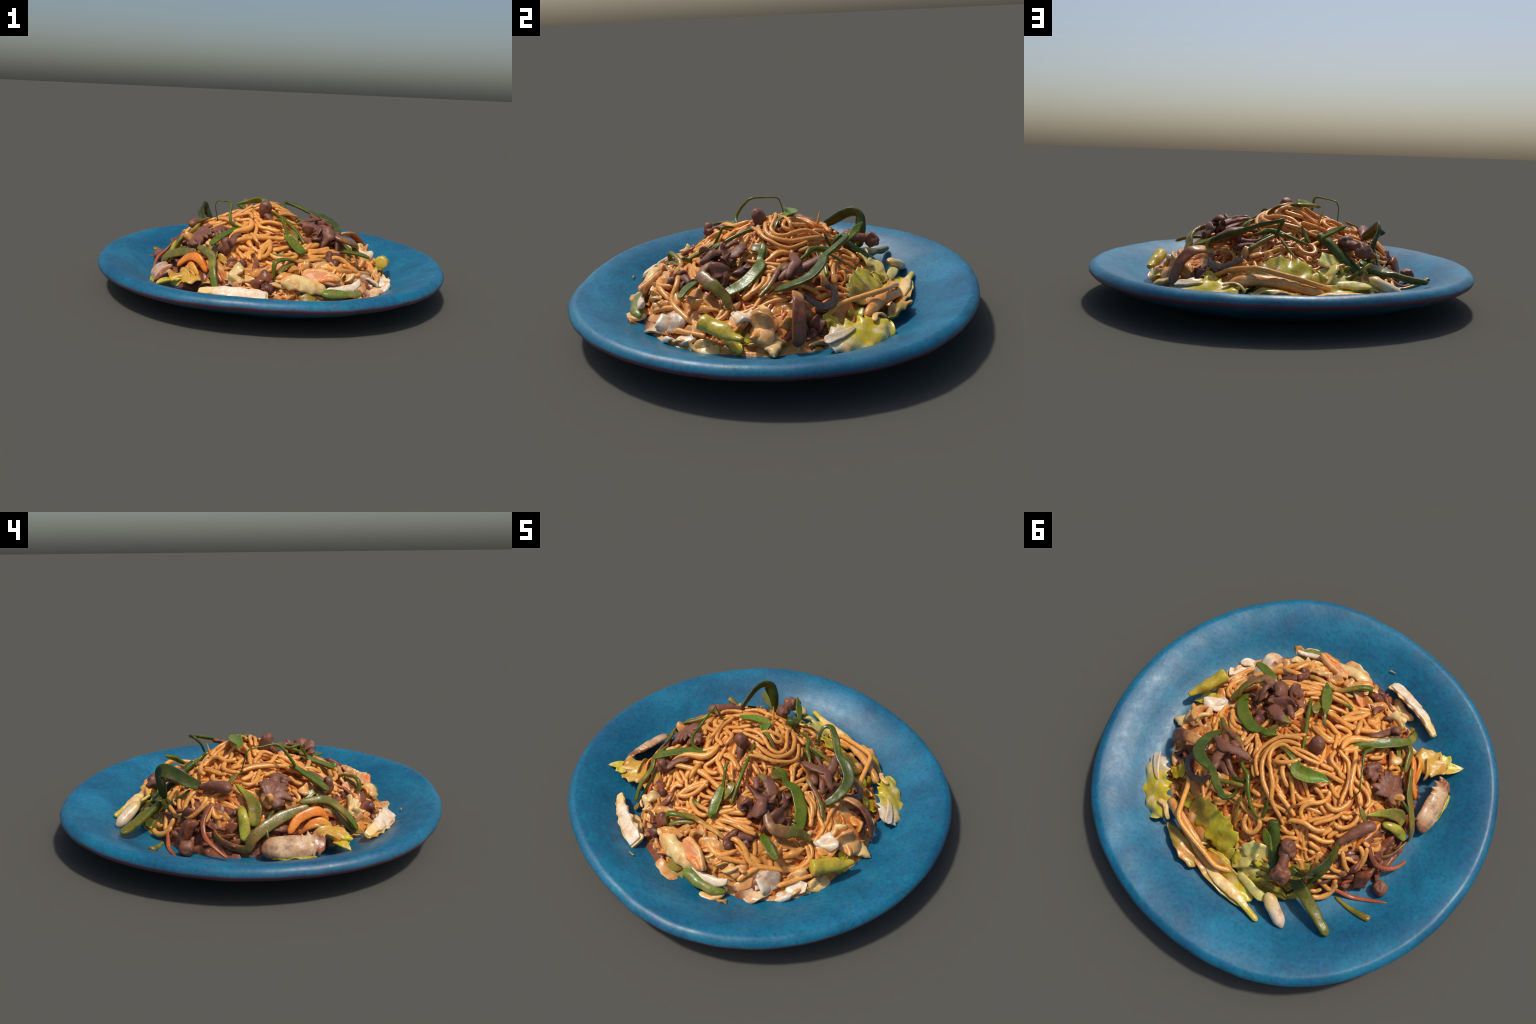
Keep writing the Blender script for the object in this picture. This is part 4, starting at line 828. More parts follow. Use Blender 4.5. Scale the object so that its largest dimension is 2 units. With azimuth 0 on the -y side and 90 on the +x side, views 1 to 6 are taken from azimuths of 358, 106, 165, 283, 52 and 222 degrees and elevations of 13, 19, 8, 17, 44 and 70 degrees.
strip('squid_arm', 'squid', [(-0.313, -0.208, 0.348), (-0.306, -0.227, 0.359), (-0.295, -0.258, 0.34)], [0.0216, 0.0192, 0.0072], t=0.0085, jag=(0.14, 5))
strip('squid_arm', 'squid', [(-0.313, -0.208, 0.348), (-0.318, -0.225, 0.353), (-0.319, -0.254, 0.328)], [0.0216, 0.0192, 0.0072], t=0.0085, jag=(0.14, 5))
strip('squid_arm', 'squid', [(-0.313, -0.208, 0.348), (-0.329, -0.179, 0.356), (-0.341, -0.161, 0.334)], [0.0216, 0.0192, 0.0072], t=0.0085, jag=(0.14, 5))
lump('squid_body', 'squid', (-0.297, 0.446, 0.293), (0.042, 0.04, 0.036), seed=5, amp=0.3)
lump('squid_body', 'squid', (-0.252, 0.345, 0.318), (0.036, 0.046, 0.034), rot=60, seed=6, amp=0.3)
strip('squid_body', 'squid', [(-0.25, 0.34, 0.318), (-0.272, 0.395, 0.312), (-0.297, 0.446, 0.297)], [0.028, 0.024, 0.028], t=0.024, crumple=0)
shard('squid_body', 'brown', (-0.582, 0.2, 0.155), (0.085, 0.05, 0.03), rot=100, seed=7, fold=0.5)
lump('squid_head', 'squid', (-0.674, 0.155, 0.117), (0.036, 0.036, 0.038), seed=8, amp=0.16)
strip('squid_arm', 'squid', [(-0.185, -0.317, 0.363), (-0.218, -0.368, 0.358), (-0.236, -0.423, 0.33), (-0.262, -0.437, 0.353), (-0.266, -0.437, 0.313), (-0.269, -0.412, 0.267)], [0.012, 0.0168, 0.0168, 0.0192, 0.0288, 0.0312], t=[0.0076, 0.0085, 0.0093, 0.0119, 0.017, 0.0136], frame='rmf', jag=(0.14, 5))
lump('squid_body', 'squid', (-0.269, -0.407, 0.296), (0.036, 0.03, 0.042), seed=9, amp=0.2)
strip('mushroom_slice', ('brown', 'peach', 0.72), [(0.6, 0.255, 0.1), (0.598, 0.255, 0.15), (0.565, 0.25, 0.225), (0.51, 0.238, 0.27), (0.45, 0.22, 0.276), (0.39, 0.2, 0.255)], [0.03, 0.032, 0.032, 0.03, 0.028, 0.02], t=0.011, frame='rmf')
strip('mushroom_slice', 'grey', [(0.387, 0.218, 0.256), (0.427, 0.273, 0.239), (0.425, 0.326, 0.217), (0.373, 0.361, 0.214), (0.303, 0.354, 0.243), (0.282, 0.31, 0.258)], [0.008, 0.016, 0.018, 0.018, 0.018, 0.012], t=0.01)
shard('mushroom_piece', 'purple', (0.497, 0.285, 0.142), (0.046, 0.034, 0.018), rot=60, seed=213, fold=0.8)
shard('mushroom_piece', 'purple', (0.488, 0.326, 0.124), (0.034, 0.025, 0.013), rot=90, seed=214, fold=0.8)
shard('mushroom_piece', 'purple', (0.398, 0.31, 0.197), (0.034, 0.025, 0.013), rot=160, seed=215, fold=0.8)
shard('mushroom_piece', 'purple', (-0.01, -0.674, 0.085), (0.034, 0.025, 0.013), rot=60, seed=216, fold=0.8)
shard('mushroom_piece', 'purple', (-0.212, -0.527, 0.202), (0.034, 0.025, 0.013), rot=130, seed=217, fold=0.8)
shard('mushroom_piece', 'purple', (-0.175, -0.5, 0.243), (0.025, 0.019, 0.01), rot=40, seed=218, fold=0.8)
shard('mushroom_piece', 'purple', (-0.086, -0.506, 0.231), (0.025, 0.019, 0.01), rot=160, seed=219, fold=0.8)
shard('mushroom_piece', 'purple', (-0.255, -0.556, 0.135), (0.029, 0.021, 0.011), rot=0, seed=220, fold=0.8)
shard('mushroom_piece', 'brown', (0.366, -0.104, 0.271), (0.04, 0.03, 0.016), rot=20, seed=221, fold=0.8)
shard('mushroom_piece', 'purple', (0.298, -0.077, 0.305), (0.046, 0.034, 0.018), rot=140, seed=222, fold=0.8)
shard('mushroom_piece', 'purple', (0.345, -0.36, 0.243), (0.034, 0.025, 0.013), rot=170, seed=223, fold=0.8)
shard('mushroom_piece', 'purple', (-0.551, 0.156, 0.182), (0.04, 0.03, 0.016), rot=110, seed=224, fold=0.8)
shard('mushroom_piece', 'purple', (-0.517, 0.186, 0.212), (0.057, 0.043, 0.023), rot=120, seed=225, fold=0.8)
shard('mushroom_piece', 'purple', (-0.562, 0.049, 0.195), (0.04, 0.03, 0.016), rot=140, seed=226, fold=0.8)
shard('mushroom_piece', 'brown', (-0.564, -0.016, 0.179), (0.046, 0.034, 0.018), rot=100, seed=227, fold=0.8)
shard('mushroom_piece', 'brown', (-0.562, 0.196, 0.133), (0.046, 0.034, 0.018), rot=40, seed=228, fold=0.8)
shard('mushroom_piece', 'brown', (-0.625, 0.111, 0.09), (0.04, 0.03, 0.016), rot=120, seed=229, fold=0.8)
shard('mushroom_piece', 'purple', (-0.547, 0.155, 0.19), (0.034, 0.025, 0.013), rot=70, seed=230, fold=0.8)
shard('mushroom_piece', 'purple', (0.287, -0.382, 0.256), (0.046, 0.034, 0.018), rot=80, seed=231, fold=0.8)
shard('mushroom_piece', 'purple', (0.311, -0.431, 0.237), (0.034, 0.025, 0.013), rot=80, seed=232, fold=0.8)
shard('mushroom_piece', 'purple', (0.34, -0.316, 0.261), (0.034, 0.025, 0.013), rot=60, seed=233, fold=0.8)
shard('mushroom_piece', 'brown', (0.279, -0.045, 0.313), (0.04, 0.03, 0.016), rot=130, seed=234, fold=0.8)
shard('mushroom_piece', 'brown', (0.357, -0.09, 0.276), (0.04, 0.03, 0.016), rot=150, seed=235, fold=0.8)
shard('mushroom_piece', 'purple', (-0.037, -0.622, 0.138), (0.046, 0.034, 0.018), rot=50, seed=236, fold=0.8)
shard('mushroom_piece', 'brown', (-0.112, -0.599, 0.157), (0.052, 0.038, 0.02), rot=10, seed=237, fold=0.8)
shard('mushroom_piece', 'brown', (-0.083, -0.65, 0.101), (0.034, 0.025, 0.013), rot=20, seed=238, fold=0.8)
shard('mushroom_piece', 'brown', (-0.047, -0.605, 0.154), (0.04, 0.03, 0.016), rot=30, seed=239, fold=0.8)
shard('mushroom_piece', 'tan', (0.455, -0.568, 0.086), (0.04, 0.03, 0.016), rot=0, seed=240, fold=0.8)
shard('mushroom_piece', 'brown', (-0.226, -0.481, 0.242), (0.04, 0.03, 0.016), rot=10, seed=241, fold=0.8)
shard('mushroom_piece', 'brown', (0.501, 0.393, 0.082), (0.034, 0.025, 0.013), rot=170, seed=242, fold=0.8)
shard('mushroom_piece', 'brown', (0.584, 0.201, 0.133), (0.034, 0.025, 0.013), rot=170, seed=243, fold=0.8)
shard('mushroom_piece', 'brown', (0.184, -0.251, 0.331), (0.052, 0.038, 0.02), rot=0, seed=244, fold=0.8)
shard('mushroom_piece', 'purple', (0.475, 0.301, 0.148), (0.046, 0.034, 0.018), rot=0, seed=245, fold=0.8)
shard('mushroom_piece', 'purple', (0.52, 0.291, 0.122), (0.034, 0.025, 0.013), rot=110, seed=246, fold=0.8)
shard('mushroom_piece', 'purple', (0.474, 0.254, 0.176), (0.034, 0.025, 0.013), rot=20, seed=247, fold=0.8)
strip('mushroom_slice', 'purple', [(0.313, -0.446, 0.238), (0.287, -0.4, 0.263), (0.318, -0.356, 0.267), (0.366, -0.311, 0.258)], [0.016, 0.02, 0.022, 0.016], t=0.014)
strip('mushroom_slice', 'brown', [(-0.115, -0.464, 0.27), (-0.101, -0.502, 0.254), (-0.108, -0.538, 0.229), (-0.117, -0.563, 0.202)], [0.008, 0.014, 0.016, 0.006], t=0.008)
strip('cabbage_leaf', ('white', 'yellow', 0.22), [(0.59, 0.375, 0.13), (0.557, 0.43, 0.13), (0.508, 0.49, 0.127), (0.452, 0.54, 0.128), (0.39, 0.585, 0.13), (0.35, 0.605, 0.13)], [0.045, 0.074, 0.084, 0.08, 0.06, 0.03], t=0.009, jag=(0.24, 7), ruffle=0.011, curl=-0.12, up=(0.36, 0.36, 0.86))
strip('cabbage_rib', ('white', 'cream', 0.6), [(0.605, 0.365, 0.138), (0.575, 0.405, 0.148), (0.535, 0.445, 0.152), (0.49, 0.475, 0.155)], [0.022, 0.02, 0.015, 0.008], t=0.008, up=(0.36, 0.36, 0.86), curl=0.25)
strip('cabbage_leaf', 'yellow', [(0.48, 0.395, 0.104), (0.442, 0.367, 0.154), (0.455, 0.324, 0.161)], [0.03, 0.035, 0.02], t=0.008, jag=(0.2, 5), ruffle=0.01)
strip('cabbage_strip', 'cream', [(0.417, 0.549, 0.16), (0.37, 0.548, 0.17), (0.34, 0.571, 0.16), (0.316, 0.588, 0.13)], [0.012, 0.013, 0.012, 0.01], t=0.006)
strip('cabbage_leaf', 'amber', [(-0.4, -0.45, 0.15), (-0.455, -0.49, 0.158), (-0.51, -0.515, 0.158), (-0.545, -0.535, 0.155)], [0.06, 0.075, 0.066, 0.05], t=0.01, ruffle=0.014, jag=(0.12, 4), up=(-0.35, -0.4, 0.85))
strip('cabbage_leaf', ('amber', 'yellow', 0.2), [(-0.5, -0.53, 0.16), (-0.525, -0.565, 0.162), (-0.524, -0.588, 0.17)], [0.035, 0.026, 0.004], t=0.009, curl=0.3)
strip('cabbage_leaf', ('amber', 'yellow', 0.2), [(-0.53, -0.52, 0.15), (-0.575, -0.55, 0.15), (-0.612, -0.588, 0.148)], [0.04, 0.026, 0.003], t=0.009, curl=0.3)
strip('cabbage_leaf', 'cream', [(-0.48, -0.5, 0.165), (-0.515, -0.53, 0.168), (-0.54, -0.54, 0.15)], [0.012, 0.014, 0.008], t=0.008)
strip('cabbage_strip', 'lemon', [(0.623, -0.164, 0.195), (0.662, -0.059, 0.177), (0.702, 0.04, 0.156)], [0.04, 0.036, 0.014], t=[0.032, 0.028, 0.012], ends='flat')
strip('cabbage_leaf', 'yellow', [(0.547, -0.067, 0.174), (0.635, -0.022, 0.122), (0.681, 0.026, 0.086)], [0.04, 0.035, 0.012], t=0.008, jag=(0.25, 5), ruffle=0.01)
strip('cabbage_leaf', ('moss', 'yellowgreen', 0.3), [(0.275, 0.44, 0.179), (0.153, 0.46, 0.21), (0.064, 0.473, 0.198), (-0.029, 0.489, 0.182)], [0.05, 0.078, 0.084, 0.07], t=0.009, jag=(0.12, 7), ruffle=0.008)
strip('cabbage_leaf', 'tan', [(0.259, 0.507, 0.157), (0.172, 0.521, 0.161), (0.108, 0.547, 0.119)], [0.03, 0.04, 0.03], t=0.01)
shard('cabbage_piece', 'pale', (-0.091, 0.481, 0.197), (0.094, 0.06, 0.009), rot=60, seed=262, fold=1.5)
shard('cabbage_piece', 'pale', (-0.139, 0.429, 0.249), (0.088, 0.066, 0.009), rot=20, seed=263, fold=1.5)
shard('cabbage_piece', 'pale', (-0.15, 0.51, 0.165), (0.081, 0.06, 0.009), rot=100, seed=264, fold=1.5)
shard('cabbage_piece', 'yellowgreen', (-0.098, 0.52, 0.144), (0.088, 0.042, 0.009), rot=120, seed=265, fold=1.5)
shard('cabbage_piece', 'moss', (-0.209, 0.472, 0.176), (0.075, 0.041, 0.009), rot=30, seed=266, fold=1.5)
shard('cabbage_piece', 'lemon', (-0.028, 0.521, 0.142), (0.075, 0.048, 0.009), rot=70, seed=267, fold=1.5)
strip('cabbage_strip', 'cream', [(0.033, 0.624, 0.1), (-0.065, 0.637, 0.12), (-0.17, 0.637, 0.12), (-0.273, 0.648, 0.11)], [0.012, 0.026, 0.028, 0.01], t=0.012)
strip('cabbage_leaf', ('amber', 'yellow', 0.5), [(0.066, 0.57, 0.14), (-0.046, 0.578, 0.125), (-0.153, 0.592, 0.115), (-0.255, 0.609, 0.105)], [0.02, 0.04, 0.04, 0.02], t=0.008, curl=0.2, ruffle=0.004)
strip('cabbage_leaf', ('tan', 'lemon', 0.4), [(0.124, 0.624, 0.12), (0.002, 0.641, 0.105), (-0.12, 0.651, 0.1), (-0.238, 0.656, 0.098)], [0.014, 0.032, 0.03, 0.012], t=0.008, curl=0.2)
strip('cabbage_leaf', 'moss', [(-0.167, 0.54, 0.13), (-0.247, 0.534, 0.12), (-0.326, 0.528, 0.105)], [0.03, 0.04, 0.024], t=0.008, ruffle=0.006)
strip('cabbage_strip', 'lemon', [(-0.079, 0.633, 0.12), (-0.2, 0.643, 0.115), (-0.34, 0.66, 0.104)], [0.014, 0.018, 0.015], t=0.012)
strip('cabbage_strip', 'pale', [(-0.116, 0.549, 0.15), (-0.196, 0.562, 0.15), (-0.275, 0.565, 0.14), (-0.31, 0.548, 0.13)], [0.015, 0.024, 0.025, 0.012], t=0.009)
strip('cabbage_leaf', ('moss', 'tan', 0.5), [(0.31, 0.597, 0.12), (0.223, 0.621, 0.14), (0.136, 0.646, 0.13), (0.059, 0.666, 0.105)], [0.012, 0.034, 0.042, 0.024], t=0.009, ruffle=0.006, jag=(0.12, 4))
strip('cabbage_strip', 'tan', [(0.378, 0.505, 0.16), (0.276, 0.54, 0.18), (0.166, 0.572, 0.17), (0.04, 0.607, 0.14), (-0.053, 0.605, 0.12)], [0.02, 0.03, 0.03, 0.026, 0.016], t=0.02)
strip('cabbage_strip', 'lemon', [(0.075, 0.566, 0.103), (-0.009, 0.558, 0.125), (-0.084, 0.554, 0.128)], [0.02, 0.03, 0.02], t=0.012)
strip('cabbage_leaf', 'moss', [(-0.22, 0.513, 0.142), (-0.286, 0.502, 0.131), (-0.372, 0.484, 0.091)], [0.02, 0.032, 0.018], t=0.012, ruffle=0.008)
strip('cabbage_rib', ('cream', 'white', 0.35), [(-0.295, 0.535, 0.18), (-0.34, 0.558, 0.155), (-0.39, 0.577, 0.125), (-0.45, 0.605, 0.1)], [0.026, 0.034, 0.034, 0.024], t=[0.02, 0.025, 0.026, 0.022], curl=-0.1)
strip('cabbage_leaf', ('cream', 'amber', 0.8), [(-0.045, -0.728, 0.12), (-0.12, -0.722, 0.127), (-0.2, -0.705, 0.128), (-0.3, -0.675, 0.127), (-0.392, -0.636, 0.123)], [0.042, 0.05, 0.044, 0.034, 0.021], t=0.01, jag=(0.25, 5), curl=0.15, ends='flat', up=(-0.15, -0.55, 0.83))
strip('cabbage_rib', ('white', 'cream', 0.75), [(-0.055, -0.73, 0.13), (-0.12, -0.722, 0.137), (-0.2, -0.705, 0.138), (-0.3, -0.675, 0.137), (-0.388, -0.637, 0.131)], [0.034, 0.04, 0.036, 0.028, 0.018], t=[0.01, 0.014, 0.016, 0.016, 0.014], jag=(0.16, 4), curl=0.18, ends='flat', up=(-0.15, -0.55, 0.83))
strip('cabbage_strip', 'cream', [(-0.104, -0.693, 0.088), (-0.199, -0.65, 0.095), (-0.254, -0.656, 0.099)], [0.02, 0.026, 0.018], t=0.014)
strip('cabbage_rib', ('brown', 'whitebrown', 0.16), [(-0.65, -0.185, 0.125), (-0.635, -0.25, 0.14), (-0.62, -0.34, 0.147), (-0.6, -0.44, 0.15)], [0.042, 0.056, 0.058, 0.05], t=[0.014, 0.018, 0.018, 0.014], curl=-0.28, jag=(0.05, 3), up=(-0.6, -0.25, 0.75))
strip('cabbage_leaf', ('whitebrown', 'brown', 0.5), [(-0.612, -0.37, 0.158), (-0.598, -0.43, 0.16), (-0.59, -0.47, 0.152)], [0.05, 0.056, 0.04], t=0.008, curl=-0.25, jag=(0.35, 3), up=(-0.6, -0.25, 0.75), ends='flat')
strip('cabbage_leaf', 'lime', [(-0.663, -0.239, 0.095), (-0.658, -0.341, 0.1), (-0.641, -0.443, 0.11)], [0.012, 0.018, 0.012], t=0.006, ruffle=0.006)
strip('carrot_slice', 'carrot', [(-0.53, -0.29, 0.164), (-0.47, -0.332, 0.224), (-0.41, -0.41, 0.24), (-0.358, -0.452, 0.175)], [0.016, 0.024, 0.024, 0.014], t=0.011, up=(-0.75, -0.5, 0.5))
strip('carrot_slice', ('carrot', 'amber', 0.6), [(-0.475, -0.35, 0.16), (-0.46, -0.39, 0.195), (-0.44, -0.435, 0.205), (-0.4, -0.475, 0.165)], [0.012, 0.02, 0.02, 0.008], t=0.007, up=(-0.75, -0.5, 0.5))
strip('cabbage_strip', 'amber', [(-0.5, -0.4, 0.15), (-0.49, -0.44, 0.175), (-0.47, -0.475, 0.175), (-0.44, -0.51, 0.14)], [0.014, 0.024, 0.024, 0.008], t=0.006, up=(-0.75, -0.55, 0.5))
strip('carrot_slice', 'carrot', [(-0.44, -0.3, 0.165), (-0.425, -0.345, 0.215), (-0.395, -0.395, 0.235), (-0.36, -0.43, 0.2)], [0.008, 0.013, 0.013, 0.007], t=0.007, up=(-0.75, -0.5, 0.5))
strip('carrot_slice', ('orange', 'amber', 0.5), [(-0.485, -0.33, 0.145), (-0.475, -0.375, 0.18), (-0.455, -0.42, 0.19), (-0.42, -0.47, 0.16)], [0.006, 0.012, 0.012, 0.006], t=0.007, up=(-0.75, -0.5, 0.5))
strip('carrot_slice', 'red', [(-0.361, -0.433, 0.21), (-0.317, -0.479, 0.192), (-0.275, -0.532, 0.148)], [0.012, 0.018, 0.01], t=0.01)
strip('carrot_strip', 'red', [(-0.519, 0.305, 0.118), (-0.601, 0.27, 0.081), (-0.694, 0.215, 0.091), (-0.752, 0.18, 0.104)], [0.011, 0.011, 0.009, 0.004], t=0.007)
strip('carrot_strip', ('brown', 'red', 0.5), [(-0.512, 0.075, 0.286), (-0.575, 0.102, 0.225), (-0.626, 0.085, 0.168), (-0.671, 0.03, 0.133), (-0.686, -0.04, 0.088)], [0.013, 0.014, 0.013, 0.01, 0.006], t=0.008)
strip('carrot_strip', 'red', [(-0.525, 0.267, 0.14), (-0.558, 0.196, 0.161), (-0.581, 0.123, 0.165)], [0.006, 0.014, 0.006], t=0.01)
strip('cabbage_chunk', 'cream', [(0.02, -0.63, 0.185), (0.09, -0.625, 0.19), (0.19, -0.615, 0.17), (0.26, -0.6, 0.14)], [0.03, 0.046, 0.044, 0.024], t=0.015, curl=-0.3, jag=(0.14, 4), crumple=0.02)
shard('cabbage_piece', 'moss', (0.166, -0.642, 0.105), (0.06, 0.03, 0.016), rot=30, seed=295)
strip('seafood_chunk', 'pink', [(0.132, -0.554, 0.205), (0.21, -0.575, 0.205), (0.29, -0.575, 0.192), (0.335, -0.565, 0.182)], [0.012, 0.032, 0.034, 0.016], t=0.014, curl=0.2)
strip('cabbage_chunk', 'moss', [(0.141, -0.667, 0.067), (0.191, -0.647, 0.066), (0.232, -0.626, 0.074)], [0.0325, 0.0375, 0.0325], t=0.018, ends='flat', jag=(0.06, 3))
strip('cabbage_chunk', 'leek', [(0.225, -0.625, 0.125), (0.32, -0.605, 0.125), (0.4, -0.57, 0.12), (0.455, -0.54, 0.105)], [0.03, 0.04, 0.04, 0.016], t=0.016, tilt=-35, curl=-0.2, crumple=0.012)
strip('cabbage_strip', 'white', [(0.26, -0.6, 0.145), (0.33, -0.585, 0.148), (0.395, -0.555, 0.148), (0.43, -0.53, 0.165), (0.438, -0.52, 0.188)], [0.012, 0.02, 0.022, 0.018, 0.01], t=0.012)
strip('cabbage_chunk', 'brown', [(-0.055, -0.673, 0.082), (0.017, -0.673, 0.09), (0.11, -0.683, 0.085)], [0.025, 0.0325, 0.0275], t=0.012, jag=(0.06, 3))
shard('cabbage_chunk', 'cream', (0.036, -0.59, 0.174), (0.061, 0.042, 0.011), rot=9, seed=301, fold=0.9)
shard('seafood_chunk', 'tan', (0.096, -0.521, 0.213), (0.041, 0.029, 0.017), rot=110, seed=302, fold=0.9)
shard('seafood_chunk', 'amberflesh', (0.162, -0.5, 0.219), (0.051, 0.038, 0.017), rot=22, seed=303, fold=0.9)
shard('seafood_chunk', 'amberflesh', (0.222, -0.456, 0.24), (0.048, 0.031, 0.015), rot=14, seed=304, fold=0.9)
shard('seafood_chunk', 'tan', (0.254, -0.492, 0.219), (0.05, 0.034, 0.015), rot=51, seed=305, fold=0.9)
shard('seafood_chunk', 'peach', (0.438, -0.408, 0.164), (0.057, 0.043, 0.015), rot=45, seed=306, fold=0.9)
strip('seafood_chunk', 'tan', [(0.376, -0.458, 0.196), (0.412, -0.466, 0.166)], 0.0175, t=0.006, jag=(0.06, 3))
shard('seafood_chunk', 'tan', (0.332, -0.55, 0.135), (0.054, 0.024, 0.011), rot=31, seed=308, fold=0.9)
strip('cabbage_chunk', ('brown', 'whitebrown', 0.3), [(0.473, -0.501, 0.079), (0.5, -0.465, 0.079), (0.534, -0.427, 0.079), (0.568, -0.382, 0.081)], [0.0325, 0.0425, 0.0425, 0.03], t=0.0156, jag=(0.06, 3))
strip('seafood_chunk', 'peach', [(0.45, -0.498, 0.108), (0.472, -0.439, 0.122), (0.483, -0.391, 0.134)], [0.0175, 0.0275, 0.02], t=0.0084, jag=(0.06, 3))
strip('cabbage_chunk', ('brown', 'white', 0.35), [(0.503, -0.424, 0.112), (0.514, -0.375, 0.123), (0.523, -0.325, 0.13), (0.531, -0.274, 0.137)], [0.0375, 0.0525, 0.0575, 0.0375], t=0.0192, jag=(0.06, 3))
strip('seafood_chunk', 'white', [(0.591, -0.366, 0.068), (0.613, -0.33, 0.07), (0.629, -0.295, 0.071)], [0.03, 0.035, 0.025], t=0.012, jag=(0.06, 3))
strip('seafood_chunk', 'white', [(0.609, -0.299, 0.091), (0.612, -0.248, 0.097), (0.62, -0.196, 0.102)], [0.025, 0.0425, 0.0325], t=0.0144, jag=(0.06, 3))
strip('cabbage_chunk', 'cream', [(0.644, -0.229, 0.079), (0.658, -0.17, 0.078), (0.665, -0.116, 0.081), (0.656, -0.074, 0.082)], [0.015, 0.0325, 0.0375, 0.03], t=0.012, jag=(0.06, 3))
shard('seafood_chunk', 'peach', (0.577, -0.222, 0.117), (0.051, 0.029, 0.011), rot=71, seed=315, fold=0.9)
strip('cabbage_chunk', ('white', 'amberflesh', 0.5), [(0.525, -0.004, 0.196), (0.554, -0.021, 0.175), (0.584, -0.039, 0.151)], [0.04, 0.045, 0.0375], t=0.0156, ends='flat', jag=(0.06, 3))
strip('seafood_chunk', 'peach', [(0.536, 0.138, 0.199), (0.569, 0.116, 0.178), (0.592, 0.072, 0.158)], [0.035, 0.045, 0.0425], t=0.0168, jag=(0.06, 3))
shard('seafood_chunk', 'peach', (0.533, 0.062, 0.193), (0.047, 0.036, 0.018), rot=-49, seed=318, fold=0.9)
shard('seafood_chunk', 'tan', (0.523, 0.214, 0.165), (0.055, 0.041, 0.019), rot=7, seed=319, fold=0.9)
shard('seafood_chunk', 'tan', (0.614, 0.141, 0.117), (0.062, 0.043, 0.017), rot=85, seed=320, fold=0.9)
strip('seafood_chunk', 'peach', [(0.55, 0.05, 0.17), (0.6, 0.1, 0.15), (0.63, 0.15, 0.12)], [0.04, 0.05, 0.04], t=0.022, curl=0.2)
strip('seafood_chunk', 'cream', [(0.57, 0.12, 0.13), (0.63, 0.15, 0.112), (0.695, 0.172, 0.092)], [0.05, 0.045, 0.006], t=0.014, jag=(0.15, 4))
strip('cabbage_chunk', 'yellow', [(0.607, 0.025, 0.139), (0.633, 0.062, 0.12)], [0.02, 0.025], t=0.0096, jag=(0.2, 4))
shard('seafood_chunk', 'peach', (0.467, -0.054, 0.211), (0.027, 0.024, 0.011), rot=-81, seed=324, fold=0.9)
shard('seafood_chunk', 'tan', (0.45, -0.243, 0.202), (0.051, 0.031, 0.013), rot=4, seed=325, fold=0.9)
strip('seafood_chunk', 'tan', [(0.497, -0.2, 0.175), (0.52, -0.208, 0.156)], 0.0225, t=0.0084, jag=(0.06, 3))
shard('seafood_chunk', 'amberflesh', (0.38, -0.107, 0.259), (0.039, 0.026, 0.011), rot=40, seed=327, fold=0.9)
shard('seafood_chunk', 'peach', (0.32, 0.045, 0.292), (0.041, 0.029, 0.011), rot=-16, seed=328, fold=0.9)
shard('seafood_chunk', 'peach', (0.327, 0.071, 0.287), (0.038, 0.031, 0.012), rot=-11, seed=329, fold=0.9)
strip('seafood_chunk', 'peach', [(0.339, -0.584, 0.19), (0.236, -0.557, 0.21), (0.137, -0.55, 0.22)], [0.016, 0.034, 0.022], t=0.018, curl=0.25)
strip('seafood_chunk', 'orange', [(0.332, -0.592, 0.195), (0.271, -0.59, 0.2), (0.215, -0.605, 0.19)], [0.012, 0.018, 0.01], t=0.016)
strip('seafood_chunk', 'peach', [(0.238, -0.675, 0.073), (0.163, -0.698, 0.074), (0.067, -0.679, 0.086)], [0.0275, 0.04, 0.025], t=0.0156, jag=(0.06, 3))
strip('cabbage_chunk', 'cream', [(0.434, -0.515, 0.112), (0.418, -0.597, 0.086), (0.362, -0.631, 0.086)], [0.0175, 0.0275, 0.02], t=0.0132, jag=(0.06, 3))
shard('seafood_chunk', 'tan', (0.064, -0.594, 0.169), (0.048, 0.036, 0.015), rot=152, seed=334, fold=0.9)
shard('cabbage_chunk', 'pink', (0, -0.514, 0.214), (0.067, 0.036, 0.011), rot=-174, seed=335, fold=0.9)
shard('cabbage_piece', 'cream', (-0.202, -0.545, 0.215), (0.05, 0.036, 0.024), rot=40, seed=336, fold=0.9)
shard('cabbage_piece', 'cream', (-0.204, -0.577, 0.171), (0.045, 0.034, 0.02), rot=100, seed=337, fold=1.0)
shard('seafood_chunk', 'amberflesh', (-0.174, -0.612, 0.122), (0.057, 0.029, 0.015), rot=-77, seed=338, fold=0.9)
shard('seafood_chunk', 'amberflesh', (-0.324, -0.331, 0.305), (0.047, 0.041, 0.018), rot=-75, seed=339, fold=0.9)
shard('seafood_chunk', 'amberflesh', (-0.396, -0.292, 0.262), (0.045, 0.041, 0.018), rot=-152, seed=340, fold=0.9)
shard('cabbage_piece', 'tan', (-0.455, -0.179, 0.289), (0.05, 0.036, 0.022), rot=120, seed=341, fold=0.8)
shard('seafood_chunk', 'tan', (-0.285, -0.545, 0.117), (0.046, 0.024, 0.012), rot=-49, seed=342, fold=0.9)
shard('seafood_chunk', 'amberflesh', (-0.077, -0.533, 0.211), (0.059, 0.041, 0.015), rot=54, seed=343, fold=0.9)
shard('seafood_chunk', 'amberflesh', (0.081, -0.482, 0.228), (0.043, 0.036, 0.015), rot=32, seed=344, fold=0.9)
shard('seafood_chunk', 'amberflesh', (0.155, -0.483, 0.221), (0.054, 0.048, 0.017), rot=5, seed=345, fold=0.9)
shard('seafood_chunk', 'peach', (0.303, -0.489, 0.216), (0.049, 0.036, 0.015), rot=-56, seed=346, fold=0.9)
